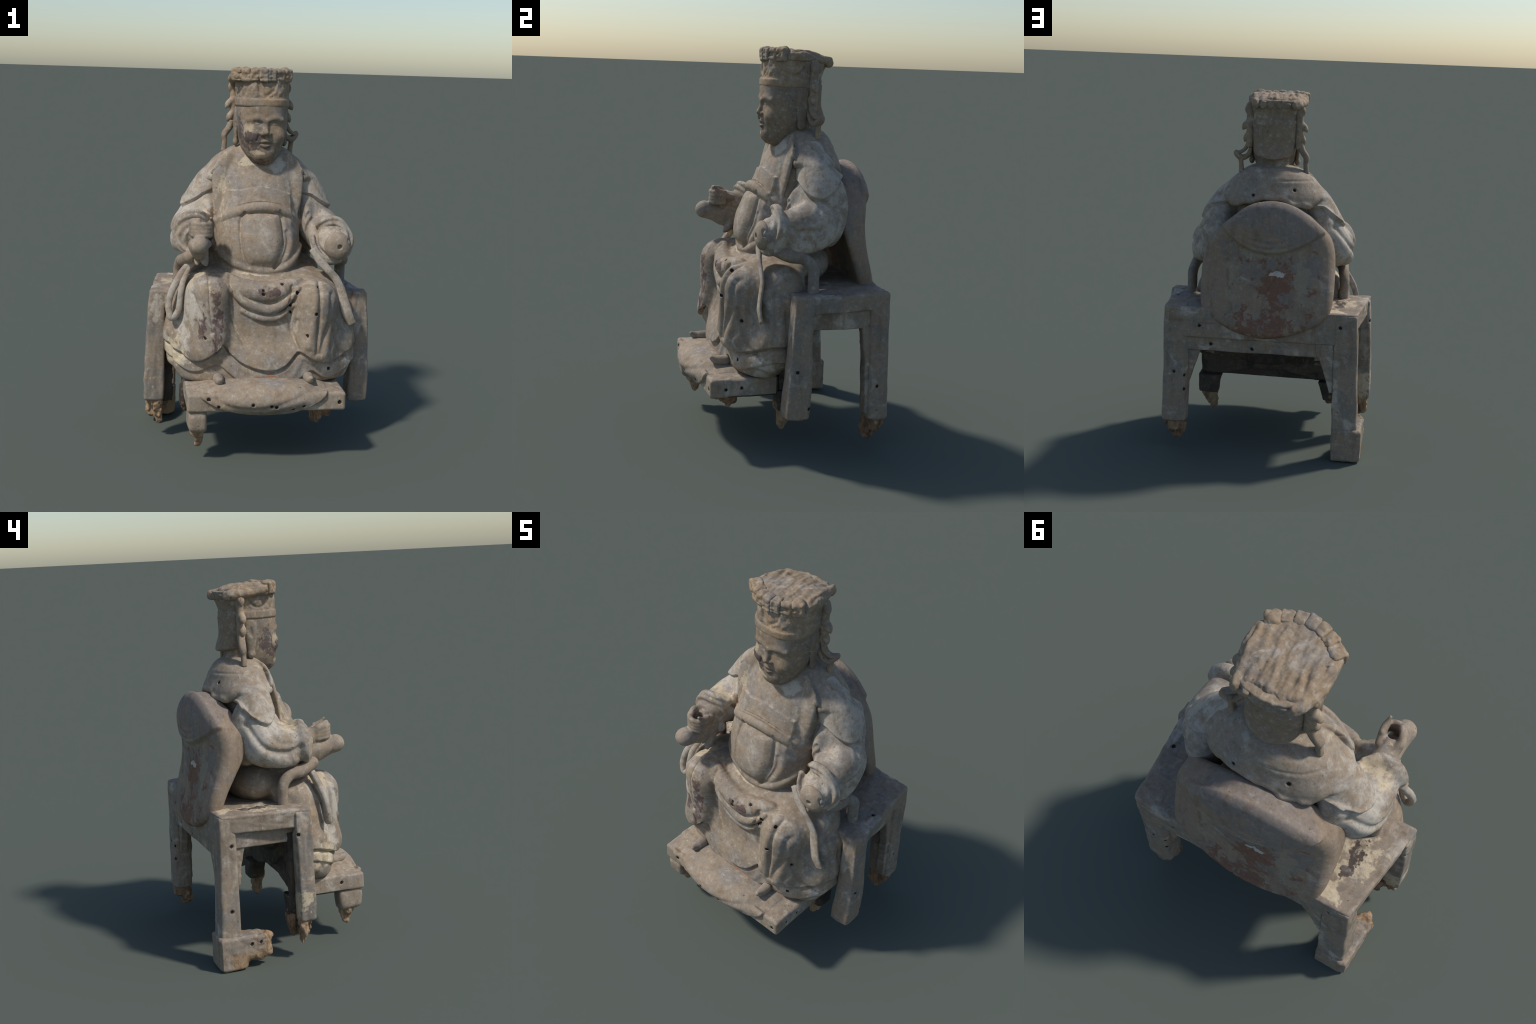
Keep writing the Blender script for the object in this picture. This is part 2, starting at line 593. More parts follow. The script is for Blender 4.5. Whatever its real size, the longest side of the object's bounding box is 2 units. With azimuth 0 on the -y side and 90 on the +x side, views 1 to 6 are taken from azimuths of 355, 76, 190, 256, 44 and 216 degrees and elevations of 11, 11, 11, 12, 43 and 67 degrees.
BURNT = (0.205, 0.108, 0.072)
STAIN, WHITISH = (0.13, 0.085, 0.075), (0.48, 0.43, 0.36)
HEM = [(-0.52, 0.60), (-0.44, 0.545), (-0.35, 0.518), (-0.26, 0.567), (-0.222, 0.604), (-0.175, 0.545), (-0.105, 0.495), (0.012, 0.465),
       (0.10, 0.485), (0.183, 0.56), (0.26, 0.523), (0.355, 0.502), (0.43, 0.52), (0.50, 0.56)]
M_robe = wood("weathered_robe", grey=0.55, pale=0.4, cream=0.3, rust=0.2, dark=0.15, seed=1,
              spots=((CREAM, (-0.065, -0.03, 1.515), (0.075, 0.06, 0.028), 0.3, 2.2), (WHITISH, (-0.35, 0.09, 1.35), (0.13, 0.15, 0.14), 0.6, 1.6), (PALE, (0.07, -0.02, 1.50), (0.06, 0.06, 0.035), 0.4, 2.0), (CREAM, (-0.215, -0.07, 1.385), (0.03, 0.08, 0.06), 0.4, 2.6)),  # WHITISH spot paints sunlight onto the right shoulder of the cape
              creases=(([(-0.30, 1.36), (-0.214, 1.367), (-0.138, 1.368), (-0.006, 1.387), (0.107, 1.364), (0.143, 1.351), (0.25, 1.34)], 0.006, 0.05, False),
                       ([(-0.24, 1.185), (-0.19, 1.212), (-0.11, 1.25), (-0.02, 1.264), (0.065, 1.253), (0.145, 1.215), (0.19, 1.18)], 0.007, 0.05, False),
                       ([(0.985, -0.085), (1.058, -0.118), (1.143, -0.128), (1.22, -0.122), (1.262, -0.10)], 0.006, 0.0, True),
                       ([(0.98, 0.055), (1.087, 0.10), (1.144, 0.104), (1.24, 0.087), (1.262, 0.075)], 0.005, 0.0, True),
                       ([(1.19, -0.222), (1.36, -0.208), (1.42, -0.203), (1.56, -0.187)], 0.007, 0.1, True),
                       ([(1.19, 0.158), (1.30, 0.145), (1.42, 0.138), (1.56, 0.142)], 0.005, 0.1, True)))
M_sleeve = wood("pale_sleeve", grey=0.4, pale=1.1, cream=0.8, rust=0.45, dark=0.25, seed=2,  # pale raised and WHITISH added to brighten the sunny right sleeve
                spots=((WHITISH, (-0.40, 0.12, 1.17), (0.12, 0.16, 0.15), 0.6, 2.0), (WHITISH, (0.38, 0.05, 1.10), (0.12, 0.22, 0.10), 0.6, 2.0), ((0.25, 0.15, 0.09), (-0.27, -0.02, 1.20), (0.05, 0.10, 0.07), 0.5, 2.5), (CREAM, (-0.33, -0.05, 1.24), (0.10, 0.06, 0.06), 0.5, 3.0), (TAUPE, (-0.45, 0.03, 1.16), (0.06, 0.10, 0.07), 0.5, 1.5)))
M_skirt = wood("weathered_skirt", grey=0.42, pale=0.5, cream=0.4, rust=0.25, dark=0.15, seed=3, ground=((0.26, 0.222, 0.182), (0.305, 0.24, 0.172)),
               spots=((STAIN, (-0.25, -0.34, 0.74), (0.035, 0.08, 0.13), 0.3, 3.5), (STAIN, (0.02, -0.30, 0.875), (0.10, 0.08, 0.03), 0.3, 3.0), (STAIN, (-0.33, -0.32, 0.70), (0.02, 0.08, 0.09), 0.3, 3.0),
                      (WHITISH, (-0.39, -0.28, 0.80), (0.07, 0.15, 0.17), 0.5, 2.2), (CREAM, (-0.35, -0.20, 0.94), (0.06, 0.09, 0.06), 0.3, 2.4), (PALE, (-0.42, -0.2, 0.68), (0.05, 0.2, 0.2), 0.5, 2.0), (CREAM, (-0.45, -0.2, 0.52), (0.07, 0.2, 0.09), 0.4, 2.6),  # light spots at -x carry the sun's brightness on the right knee
                      (PALE, (0.46, -0.15, 0.47), (0.05, 0.10, 0.05), 0.4, 1.6), (CREAM, (-0.05, -0.20, 0.95), (0.10, 0.05, 0.015), 0.4, 2.0), (RUST, (0.02, -0.35, 0.425), (0.09, 0.05, 0.012), 0.5, 4.0)),
               creases=(([(x, z - 0.008) for x, z in HEM], 0.006, -0.02, False), ([(-0.19, 0.885), (-0.12, 0.80), (0.0, 0.757), (0.09, 0.785), (0.17, 0.875)], 0.006, -0.2, False),
                        ([(-0.19, 0.915), (-0.12, 0.848), (0.0, 0.815), (0.09, 0.838), (0.17, 0.90)], 0.006, -0.2, False), ([(0.585, -0.258), (0.81, -0.293), (0.97, -0.30)], 0.005, -0.15, True),
                        ([(0.62, -0.12), (0.70, -0.16), (0.80, -0.178), (0.93, -0.185)], 0.006, -0.2, True), ([(0.58, 0.18), (0.68, 0.135), (0.80, 0.125), (0.90, 0.135)], 0.006, -0.2, True)))
M_face = wood("weathered_face", grey=0.25, pale=0.2, cream=0.15, rust=0.2, dark=0.35, seed=4, ground=((0.215, 0.172, 0.125), (0.27, 0.202, 0.135)),  # ground colours lowered to the tone of the head's shadow side
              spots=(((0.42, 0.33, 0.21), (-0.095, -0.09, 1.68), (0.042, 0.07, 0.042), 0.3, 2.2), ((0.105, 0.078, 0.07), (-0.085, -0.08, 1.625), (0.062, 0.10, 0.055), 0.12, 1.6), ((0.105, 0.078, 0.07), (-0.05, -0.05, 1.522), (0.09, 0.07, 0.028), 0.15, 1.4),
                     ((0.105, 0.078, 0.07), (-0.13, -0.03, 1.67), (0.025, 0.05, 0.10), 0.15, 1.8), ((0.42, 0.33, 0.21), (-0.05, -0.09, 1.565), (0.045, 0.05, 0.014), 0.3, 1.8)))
M_hat = wood("weathered_crown", grey=0.2, pale=0.3, cream=0.6, rust=0.35, dark=0.35, seed=5, ground=((0.26, 0.205, 0.148), (0.33, 0.24, 0.152)))  # brown deepened for the crown's unlit back view
M_chair = wood("weathered_chair", grey=0.5, pale=0.45, cream=0.35, rust=0.2, dark=0.35, seed=6, grain=0.5, mottle=0.7,
               spots=((CREAM, (-0.43, 0.20, 0.825), (0.08, 0.13, 0.05), 0.4, 3.0), (DARK, (-0.42, 0.19, 0.825), (0.035, 0.09, 0.05), 0.3, 3.5), (CREAM, (-0.40, 0.36, 0.82), (0.06, 0.05, 0.05), 0.4, 2.5),
                      (PALE, (-0.55, -0.05, 0.72), (0.05, 0.06, 0.08), 0.5, 2.5), (CREAM, (-0.55, 0.0, 0.30), (0.06, 0.06, 0.12), 0.4, 3.0)), ground=((0.225, 0.198, 0.168), (0.285, 0.227, 0.17)))
M_back = wood("worn_backrest", grey=0.4, pale=0.05, cream=0.15, rust=0.35, dark=0.35, seed=7, grain=0.6, mottle=0.5, ground=((0.235, 0.195, 0.165), (0.29, 0.218, 0.155)),
              spots=((BURNT, (-0.08, 0.46, 0.95), (0.14, 0.2, 0.15), 0.4, 4.5), (BURNT, (-0.03, 0.46, 0.73), (0.2, 0.2, 0.08), 0.3, 5.0), ((0.3, 0.26, 0.19), (-0.04, 0.46, 1.15), (0.16, 0.2, 0.03), 0.5, 3.0),
                     ((0.30, 0.25, 0.18), (-0.22, 0.42, 0.98), (0.04, 0.2, 0.22), 0.5, 3.0), ((0.30, 0.25, 0.18), (0.17, 0.42, 1.02), (0.035, 0.2, 0.2), 0.5, 3.0),
                     ((0.55, 0.52, 0.46), (-0.07, 0.47, 1.03), (0.055, 0.1, 0.02), 0.15, 3.0)))
M_stool = wood("weathered_stool", grey=0.45, pale=0.4, cream=0.35, rust=0.3, dark=0.25, seed=8)
M_hand = wood("flaked_hand", grey=0.4, pale=0.6, cream=0.85, rust=0.35, dark=0.5, seed=9)
M_dark = wood("dark_underside", grey=0.3, pale=0.0, cream=0.1, rust=0.3, dark=0.4, seed=10, mottle=0.22, ground=((0.042, 0.036, 0.031), (0.085, 0.068, 0.052)))
M_raw = raw_wood("broken_wood")
M_raw_pale = raw_wood("pale_broken_wood", (0.38, 0.26, 0.155), (0.22, 0.135, 0.075))
N_hole = Nodes("hole_shadow_wood")
N_hole.put(N_hole.b.inputs["Base Color"], (0.02, 0.014, 0.01, 1))
N_hole.b.inputs["Roughness"].default_value = 1
M_hole = N_hole.m

# ------------------------------------------------------------------ the thing
root = bpy.data.objects.new("seated_figure_statue", None)
bpy.context.scene.collection.objects.link(root)
root["label"] = "weathered carved wooden seated dignitary on a chair with footstool"
root["category"] = "wooden statue"

# ================================================================== robe body
torso, arms, skirt = Body(), Body(), Body()
torso.add(loft([  # z, x left, x right, y front, y back
    (1.60, -0.105, 0.09, 0.0, 0.19), (1.565, -0.155, 0.135, -0.01, 0.205), (1.53, -0.21, 0.18, -0.02, 0.225),
    (1.48, -0.245, 0.215, -0.038, 0.245), (1.40, -0.255, 0.22, -0.078, 0.25), (1.32, -0.257, 0.217, -0.108, 0.25),
    (1.25, -0.26, 0.213, -0.137, 0.25), (1.15, -0.265, 0.213, -0.19, 0.25), (1.05, -0.262, 0.217, -0.212, 0.25),
    (0.97, -0.25, 0.212, -0.197, 0.25), (0.88, -0.23, 0.20, -0.16, 0.25)], n=2.1))
# cape over the shoulders, its hem lower at the arms than on the back
cape_f, clo, chi = loft([
    (1.588, -0.14, 0.12, 0.02, 0.205), (1.572, -0.17, 0.15, -0.0, 0.235), (1.545, -0.215, 0.185, -0.02, 0.258), (1.50, -0.26, 0.235, -0.04, 0.28),
    (1.42, -0.31, 0.285, -0.06, 0.292), (1.34, -0.352, 0.333, -0.08, 0.294), (1.25, -0.397, 0.388, -0.085, 0.303), (1.2, -0.41, 0.40, -0.085, 0.303)], n=2.05)


def cape_hem(x, y):
    th = np.degrees(np.arctan2(np.abs(x + 0.015), -(y - 0.10)))
    h = curve(th, [(0, 1.60), (50, 1.60), (62, 1.50), (70, 1.43), (74, 1.36), (80, 1.30), (88, 1.262), (98, 1.29), (108, 1.345), (118, 1.385), (135, 1.38), (155, 1.405), (180, 1.425)])
    return h + 0.006 * np.sin(x * 60) * (y > 0.2)


def cape(P):
    x, y = P[:, 0], P[:, 1]
    th = np.degrees(np.arctan2(np.abs(x + 0.015), -(y - 0.10)))
    edge = np.maximum(cape_hem(x, y), 1.42 * (th < 112) + (1.42 - 0.003 * (th - 112)) * (th >= 112))
    return smax(cape_f(P), (edge - P[:, 2]) * 0.8, 0.012)


torso.add((cape, clo, chi), 0.01)
# shawl bands hanging from the neck down both sides of the chest
torso.add(chain([(-0.11, 0.06, 1.56), (-0.168, 0.022, 1.53), (-0.212, 0.006, 1.47), (-0.224, -0.014, 1.39), (-0.222, -0.032, 1.29), (-0.22, -0.035, 1.21)], [0.02, 0.034, 0.042, 0.040, 0.030, 0.014], squash=(1, 2.6, 1)), 0.010)
torso.add(chain([(0.08, 0.06, 1.56), (0.135, 0.022, 1.53), (0.176, 0.006, 1.47), (0.182, -0.014, 1.39), (0.176, -0.032, 1.29), (0.17, -0.035, 1.21)], [0.02, 0.034, 0.042, 0.040, 0.030, 0.014], squash=(1, 2.6, 1)), 0.010)
# rolled sash over the ribs and lower belt
torso.add(chain([(-0.25, 0.0, 1.185), (-0.205, -0.07, 1.222), (-0.11, -0.117, 1.27), (-0.02, -0.127, 1.288), (0.065, -0.117, 1.277), (0.145, -0.075, 1.235), (0.195, -0.01, 1.195)], [0.022] * 7), 0.012)
torso.add(chain([(-0.25, -0.04, 1.08), (-0.205, -0.12, 1.03), (-0.11, -0.17, 0.985), (0.0, -0.186, 0.96), (0.10, -0.17, 0.975), (0.165, -0.125, 1.02), (0.20, -0.05, 1.07)], [0.022] * 7), 0.012)

# right arm (viewer's left) and left arm, wide sleeves hanging over the armrests
arms.add(chain([(-0.19, 0.12, 1.46), (-0.272, 0.115, 1.34), (-0.345, 0.105, 1.20), (-0.37, 0.05, 1.15), (-0.37, -0.08, 1.155)], [0.08, 0.086, 0.094, 0.10, 0.085]), 0.0)
arms.add(ball((-0.365, 0.065, 1.13), (0.10, 0.15, 0.105)), 0.04)
arms.add(chain([(-0.31, 0.20, 1.33), (-0.38, 0.165, 1.20), (-0.42, 0.105, 1.105), (-0.43, 0.01, 1.07), (-0.40, -0.09, 1.085)], [0.02, 0.034, 0.042, 0.04, 0.03]), 0.03)
arms.add(chain([(-0.30, -0.06, 1.225), (-0.355, -0.10, 1.245), (-0.42, -0.10, 1.22), (-0.448, -0.10, 1.15), (-0.425, -0.115, 1.08), (-0.36, -0.13, 1.05), (-0.29, -0.11, 1.09)], [0.02, 0.026, 0.026, 0.026, 0.026, 0.022, 0.02]), 0.025)
arms.add(chain([(0.165, 0.12, 1.46), (0.255, 0.12, 1.34), (0.32, 0.105, 1.20), (0.352, 0.04, 1.14), (0.37, -0.10, 1.11)], [0.08, 0.086, 0.092, 0.096, 0.088]), 0.0)
arms.add(ball((0.36, 0.055, 1.12), (0.10, 0.15, 0.115)), 0.04)
arms.add(chain([(0.30, 0.18, 1.31), (0.362, 0.15, 1.18), (0.402, 0.095, 1.075), (0.425, 0.0, 1.04), (0.40, -0.12, 1.04)], [0.02, 0.034, 0.04, 0.04, 0.032]), 0.03)
arms.add(chain([(0.30, -0.10, 1.19), (0.33, -0.115, 1.215), (0.39, -0.12, 1.215), (0.44, -0.12, 1.16), (0.46, -0.12, 1.09), (0.42, -0.14, 1.03), (0.35, -0.16, 1.01), (0.285, -0.16, 1.05), (0.26, -0.13, 1.13)],
               [0.02, 0.024, 0.026, 0.028, 0.028, 0.026, 0.022, 0.02, 0.018]), 0.02)
arms.add(chain([(0.37, -0.10, 1.105), (0.385, -0.18, 1.095)], [0.085, 0.068]), 0.02)
arms.cut(box((0.25, -0.30, 1.0), (0.50, -0.207, 1.22), 0.005), 0.02)

arms.add(ball((-0.275, 0.04, 1.21), (0.04, 0.07, 0.10)), 0.05)
arms.add(ball((0.25, 0.04, 1.21), (0.04, 0.07, 0.10)), 0.05)
arms.add(ball((0.285, 0.18, 1.20), (0.09, 0.10, 0.19)), 0.04)
arms.add(ball((-0.285, 0.175, 1.20), (0.07, 0.09, 0.17)), 0.04)

# skirt: lap, knees, shins, flaring hem
skirt.add(loft([(0.385, -0.435, 0.455, -0.32, 0.0), (0.43, -0.452, 0.47, -0.322, 0.0), (0.48, -0.462, 0.475, -0.318, 0.0), (0.56, -0.465, 0.473, -0.30, 0.0),
                (0.66, -0.465, 0.465, -0.29, 0.0), (0.80, -0.45, 0.435, -0.278, 0.0), (0.88, -0.415, 0.395, -0.25, 0.12), (0.93, -0.34, 0.33, -0.215, 0.17), (0.97, -0.25, 0.25, -0.18, 0.18)], n=2.15, k=0.03))
skirt.add(chain([(-0.17, 0.03, 0.868), (-0.285, -0.22, 0.842), (-0.285, -0.225, 0.70), (-0.288, -0.22, 0.585)], [0.115, 0.12, 0.114, 0.112], smooth=False), 0.03)
skirt.add(chain([(0.16, 0.03, 0.862), (0.26, -0.23, 0.805), (0.258, -0.238, 0.70), (0.262, -0.232, 0.58)], [0.115, 0.124, 0.115, 0.112], smooth=False), 0.03)
skirt.add(ball((-0.01, 0.105, 0.92), (0.355, 0.15, 0.13)), 0.03)
for s in (-1, 1):
    skirt.add(box((s * 0.43 - 0.065, -0.18 if s > 0 else -0.15, 0.43), (s * 0.43 + 0.065, 0.0, 0.80), 0.05), 0.04)
skirt.cut(box((-0.42, -0.022, 0.2), (0.42, 0.10, 0.71), 0.02), 0.02)
for s in (-1, 1):      # outer side of the thighs
    skirt.add(ball((s * 0.345, -0.08, 0.825), (0.10, 0.13, 0.11)), 0.05)
# swags between the knees
skirt.add(chain([(-0.20, -0.235, 0.94), (-0.12, -0.255, 0.887), (0.0, -0.268, 0.862), (0.10, -0.255, 0.884), (0.17, -0.235, 0.92)], [0.025, 0.048, 0.056, 0.048, 0.02]), 0.03)
skirt.add(chain([(-0.19, -0.275, 0.90), (-0.12, -0.285, 0.825), (0.0, -0.295, 0.782), (0.09, -0.295, 0.81), (0.17, -0.285, 0.89)], [0.012, 0.022, 0.026, 0.022, 0.012]), 0.012)
skirt.add(chain([(-0.12, -0.28, 0.77), (-0.03, -0.29, 0.736), (0.07, -0.29, 0.742), (0.14, -0.285, 0.80)], [0.01, 0.017, 0.017, 0.01]), 0.014)
# front apron flaring out toward its hem
skirt.add(ball((0.0, -0.20, 0.51), (0.23, 0.118, 0.12)), 0.05)

figure = Body()
for g, k in ((torso, 0.0), (arms, 0.012), (skirt, 0.012)):
    lo, hi = g.bounds()
    figure.add((g, lo, hi), k)

HEM2 = [(-0.52, 0.53), (-0.41, 0.455), (-0.34, 0.447), (-0.245, 0.487), (-0.14, 0.416), (-0.035, 0.38), (0.07, 0.377), (0.175, 0.41),
        (0.245, 0.452), (0.315, 0.41), (0.39, 0.42), (0.50, 0.48)]


def groove(d, w):
    return np.exp(-(d / w) ** 2)


def robe_relief(V, N):
    x, y, z = V.T
    front = sstep(0.05, 0.45, -N[:, 1])
    side = sstep(0.2, 0.55, np.abs(N[:, 0]))
    out = np.zeros(len(V))
    th = np.degrees(np.arctan2(np.abs(x + 0.015), -(y - 0.10)))
    over = (z > 1.2) * sstep(60, 70, th)
    out += over * 0.015 * sstep(-0.003, 0.006, z - cape_hem(x, y)) * sstep(1.50, 1.42, z)
    out -= over * 0.005 * groove(z - cape_hem(x, y) + 0.006, 0.006)
    # shawl strips down the chest, chest cloth, belly panel
    tors = front * sstep(1.16, 1.24, z) * (y < 0.12)
    s = z - curve(x, [(-0.3, 1.36), (-0.214, 1.367), (-0.138, 1.368), (-0.006, 1.387), (0.107, 1.364), (0.143, 1.351), (0.3, 1.34)])
    inner = sstep(-0.215, -0.205, x) * sstep(0.155, 0.14, x)
    out += tors * inner * 0.010 * sstep(0.003, -0.003, s) * (z < 1.45)
    low = front * (z > 0.93) * (z < 1.27) * (np.abs(x + 0.02) < 0.25) * (y < 0)
    dl = line_dist(x, z, [(-0.10, 1.262), (-0.122, 1.22), (-0.128, 1.143), (-0.118, 1.058), (-0.085, 0.985)])
    dr = line_dist(x, z, [(0.075, 1.262), (0.087, 1.24), (0.104, 1.144), (0.10, 1.087), (0.055, 0.98)])
    out -= low * 0.010 * (groove(dl, 0.007) + groove(dr, 0.009))
    out += low * 0.012 * sstep(0.0, -0.05, poly_sd(x, z, [(-0.10, 1.262), (-0.124, 1.22), (-0.13, 1.143), (-0.12, 1.058), (-0.085, 0.985), (0.055, 0.98), (0.10, 1.087), (0.104, 1.144), (0.087, 1.24), (0.075, 1.262)]))
    out -= low * 0.008 * groove(line_dist(x, z, [(0.12, 1.16), (0.125, 1.10), (0.10, 1.03), (0.06, 0.985)]), 0.01)
    out += low * 0.006 * groove(line_dist(x, z, [(0.14, 1.2), (0.15, 1.1), (0.12, 1.02)]), 0.02)
    # necklace of loose plaster at the collar
    out += front * 0.006 * groove(line_dist(x, z, [(-0.13, 1.55), (-0.07, 1.505), (0.0, 1.484), (0.06, 1.50), (0.10, 1.55)]), 0.014)
    # sleeve folds
    fold = side * (z < 1.3) * (z > 1.0) * (np.abs(x) > 0.3)
    for pts, dep in (([(0.20, 1.27), (0.13, 1.15), (0.0, 1.115), (-0.07, 1.14)], 0.012), ([(0.10, 1.25), (0.06, 1.18), (0.0, 1.165)], 0.006)):
        out -= fold * dep * groove(line_dist(y, z, pts), 0.016)
    rings = front * (z > 1.02) * (z < 1.26) * (np.abs(x) > 0.24)
    rr = np.hypot(x - np.sign(x) * 0.37, (z - 1.13))
    out += rings * 0.004 * np.sin(rr * 190) * (y < -0.02)
    # cracks and crumpled edge along the back hem of the cape
    back = sstep(0.1, 0.5, N[:, 1]) * (z > 1.2)
    hem = cape_hem(x, y)
    out += back * 0.007 * groove(z - hem - 0.01, 0.014) * (1 + 0.8 * noise(V, 26, 8, 2))
    out -= back * 0.003 * groove(z - (1.522 + 0.05 * (1 - np.clip(np.abs(x) / 0.3, 0, 1)) * 0), 0.006) * (np.abs(x) < 0.3)
    # skirt: hem tiers
    sk = (z < 0.97) * sstep(-0.02, 0.1, np.hypot(N[:, 0], N[:, 1])) * (y < 0.0)
    h1, h2 = curve(x, HEM), curve(x, HEM2)
    out += sk * 0.022 * sstep(-0.005, 0.006, z - h1) * sstep(0.17, 0.0, z - h1)
    out -= sk * 0.006 * groove(z - h1 + 0.004, 0.006)
    out += sk * 0.012 * sstep(-0.004, 0.006, z - h2) * sstep(0.0, -0.03, z - h1)
    fr = front * sk
    # folds on the knees and shins
    for pts, dep, w in (([(-0.30, 0.99), (-0.293, 0.81), (-0.258, 0.585)], 0.006, 0.006), ([(-0.185, 0.95), (-0.178, 0.80), (-0.16, 0.70), (-0.11, 0.60)], 0.010, 0.012),
                        ([(-0.38, 0.86), (-0.345, 0.77), (-0.288, 0.67)], 0.010, 0.013), ([(-0.36, 0.72), (-0.32, 0.64), (-0.29, 0.60)], 0.008, 0.012),
                        ([(0.275, 0.92), (0.27, 0.74), (0.262, 0.56)], 0.012, 0.009), ([(0.34, 0.86), (0.335, 0.74), (0.295, 0.615), (0.28, 0.56)], 0.012, 0.014),
                        ([(0.37, 0.80), (0.36, 0.66), (0.32, 0.53)], 0.006, 0.012), ([(0.135, 0.90), (0.125, 0.80), (0.135, 0.68), (0.18, 0.58)], 0.010, 0.010)):
        out -= fr * dep * groove(line_dist(x, z, pts), w)
    out += fr * 0.012 * groove(line_dist(x, z, [(0.245, 0.90), (0.24, 0.74), (0.225, 0.60)]), 0.022)
    sd = sk * side
    for sx, pts, dep, w in ((1, [(-0.30, 0.72), (-0.25, 0.56), (-0.20, 0.49)], 0.010, 0.012), (1, [(-0.16, 0.80), (-0.14, 0.62), (-0.20, 0.5)], 0.008, 0.014), (1, [(-0.09, 0.75), (-0.08, 0.52)], 0.008, 0.014),
                            (-1, [(-0.16, 0.92), (-0.20, 0.76), (-0.19, 0.66)], 0.010, 0.01), (-1, [(-0.24, 0.9), (-0.25, 0.70), (-0.21, 0.5)], 0.010, 0.012), (-1, [(-0.15, 0.6), (-0.17, 0.46)], 0.01, 0.014)):
        out -= sd * (np.sign(x) == sx) * dep * groove(line_dist(y, z, pts), w)
    # apron folds at the foot
    lowz = fr * (z < 0.55)
    out += lowz * 0.006 * groove(line_dist(x, z, [(-0.23, 0.56), (-0.18, 0.46), (-0.08, 0.40)]), 0.02)
    out += lowz * 0.006 * groove(line_dist(x, z, [(0.19, 0.52), (0.15, 0.44), (0.07, 0.395)]), 0.02)
    return out


def robe_parts(C):
    d = np.stack([torso(C), arms(C) - 0.004, skirt(C)], 1)
    lab = d.argmin(1)
    lab[(C[:, 2] < 0.80)] = 2
    lab[(lab == 1) & (C[:, 0] > 0)] = 3
    dark_back = (C[:, 1] > -0.03) & (C[:, 2] < 0.74)
    lab[dark_back] = 4
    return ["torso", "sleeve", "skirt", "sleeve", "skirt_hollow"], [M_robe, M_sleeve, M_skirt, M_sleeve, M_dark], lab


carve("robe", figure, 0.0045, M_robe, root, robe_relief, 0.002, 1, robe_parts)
print("robe", round(time.time() - T0, 1))

# ================================================================== head
head = Body()
head.add(loft([(1.50, -0.03, 0.03, -0.05, 0.03), (1.515, -0.06, 0.058, -0.075, 0.07), (1.55, -0.09, 0.085, -0.092, 0.11), (1.59, -0.112, 0.104, -0.098, 0.15), (1.64, -0.125, 0.118, -0.101, 0.18),
               (1.70, -0.134, 0.128, -0.104, 0.195), (1.76, -0.138, 0.131, -0.107, 0.20), (1.83, -0.138, 0.131, -0.105, 0.20)], n=2.5, k=0.02))
head.add(loft([(1.50, -0.12, 0.10, 0.0, 0.22), (1.58, -0.105, 0.09, 0.0, 0.195), (1.64, -0.10, 0.085, 0.0, 0.182)], n=2.2), 0.01)
# hair cap ending in a lip at the nape
head.add(loft([(1.632, -0.07, 0.05, 0.06, 0.236), (1.655, -0.115, 0.10, 0.04, 0.228), (1.72, -0.125, 0.112, 0.03, 0.206), (1.82, -0.13, 0.12, 0.02, 0.205)], n=2.6), 0.005)
# face
head.add(chain([(0.0, -0.099, 1.725), (0.0, -0.106, 1.70), (0.0, -0.116, 1.672)], [0.012, 0.012, 0.015]), 0.015)
for s in (-1, 1):
    head.add(ball((s * 0.017, -0.104, 1.664), (0.012, 0.012, 0.010)), 0.01)
    head.add(chain([(s * 0.012, -0.100, 1.732), (s * 0.045, -0.098, 1.746), (s * 0.085, -0.078, 1.735)], [0.009, 0.010, 0.008]), 0.02)
    head.cut(ball((s * 0.043, -0.113, 1.718), (0.026, 0.016, 0.011)), 0.012)
    head.add(ball((s * 0.043, -0.088, 1.715), (0.024, 0.013, 0.009)), 0.003)
    head.add(ball((s * 0.062, -0.072, 1.655), (0.04, 0.032, 0.035)), 0.03)
    head.cut(chain([(s * 0.034, -0.110, 1.655), (s * 0.044, -0.104, 1.63)], [0.004, 0.002]), 0.012)
    head.cut(chain([(s * 0.022, -0.1065, 1.716), (s * 0.043, -0.1045, 1.714), (s * 0.064, -0.096, 1.715)], [0.002, 0.0028, 0.002]), 0.003)
head.add(chain([(-0.026, -0.098, 1.622), (0.0, -0.106, 1.628), (0.026, -0.098, 1.622)], [0.005, 0.008, 0.005]), 0.008)
head.add(chain([(-0.02, -0.098, 1.606), (0.0, -0.104, 1.602), (0.02, -0.098, 1.606)], [0.006, 0.009, 0.006]), 0.008)
head.cut(chain([(-0.027, -0.102, 1.6145), (0.0, -0.112, 1.6155), (0.027, -0.102, 1.6145)], [0.0025, 0.003, 0.0025]), 0.005)
head.add(ball((0.0, -0.078, 1.555), (0.035, 0.022, 0.025)), 0.03)
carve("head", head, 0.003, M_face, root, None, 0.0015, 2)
for s, cx in ((-1, -0.134), (1, 0.126)):
    ear = Body()
    ear.add(chain([(cx, 0.07, 1.765), (cx, 0.072, 1.71), (cx, 0.072, 1.65), (cx, 0.072, 1.61)], [0.034, 0.034, 0.024, 0.018], squash=(2.2, 1, 1)))
    ear.add(ball((cx, 0.072, 1.613), (0.016, 0.02, 0.02)), 0.01)
    ear.cut(ball((cx + s * 0.02, 0.075, 1.73), (0.012, 0.016, 0.03)), 0.008)
    carve("ear", ear, 0.003, M_face, root, None, 0.001, 3)

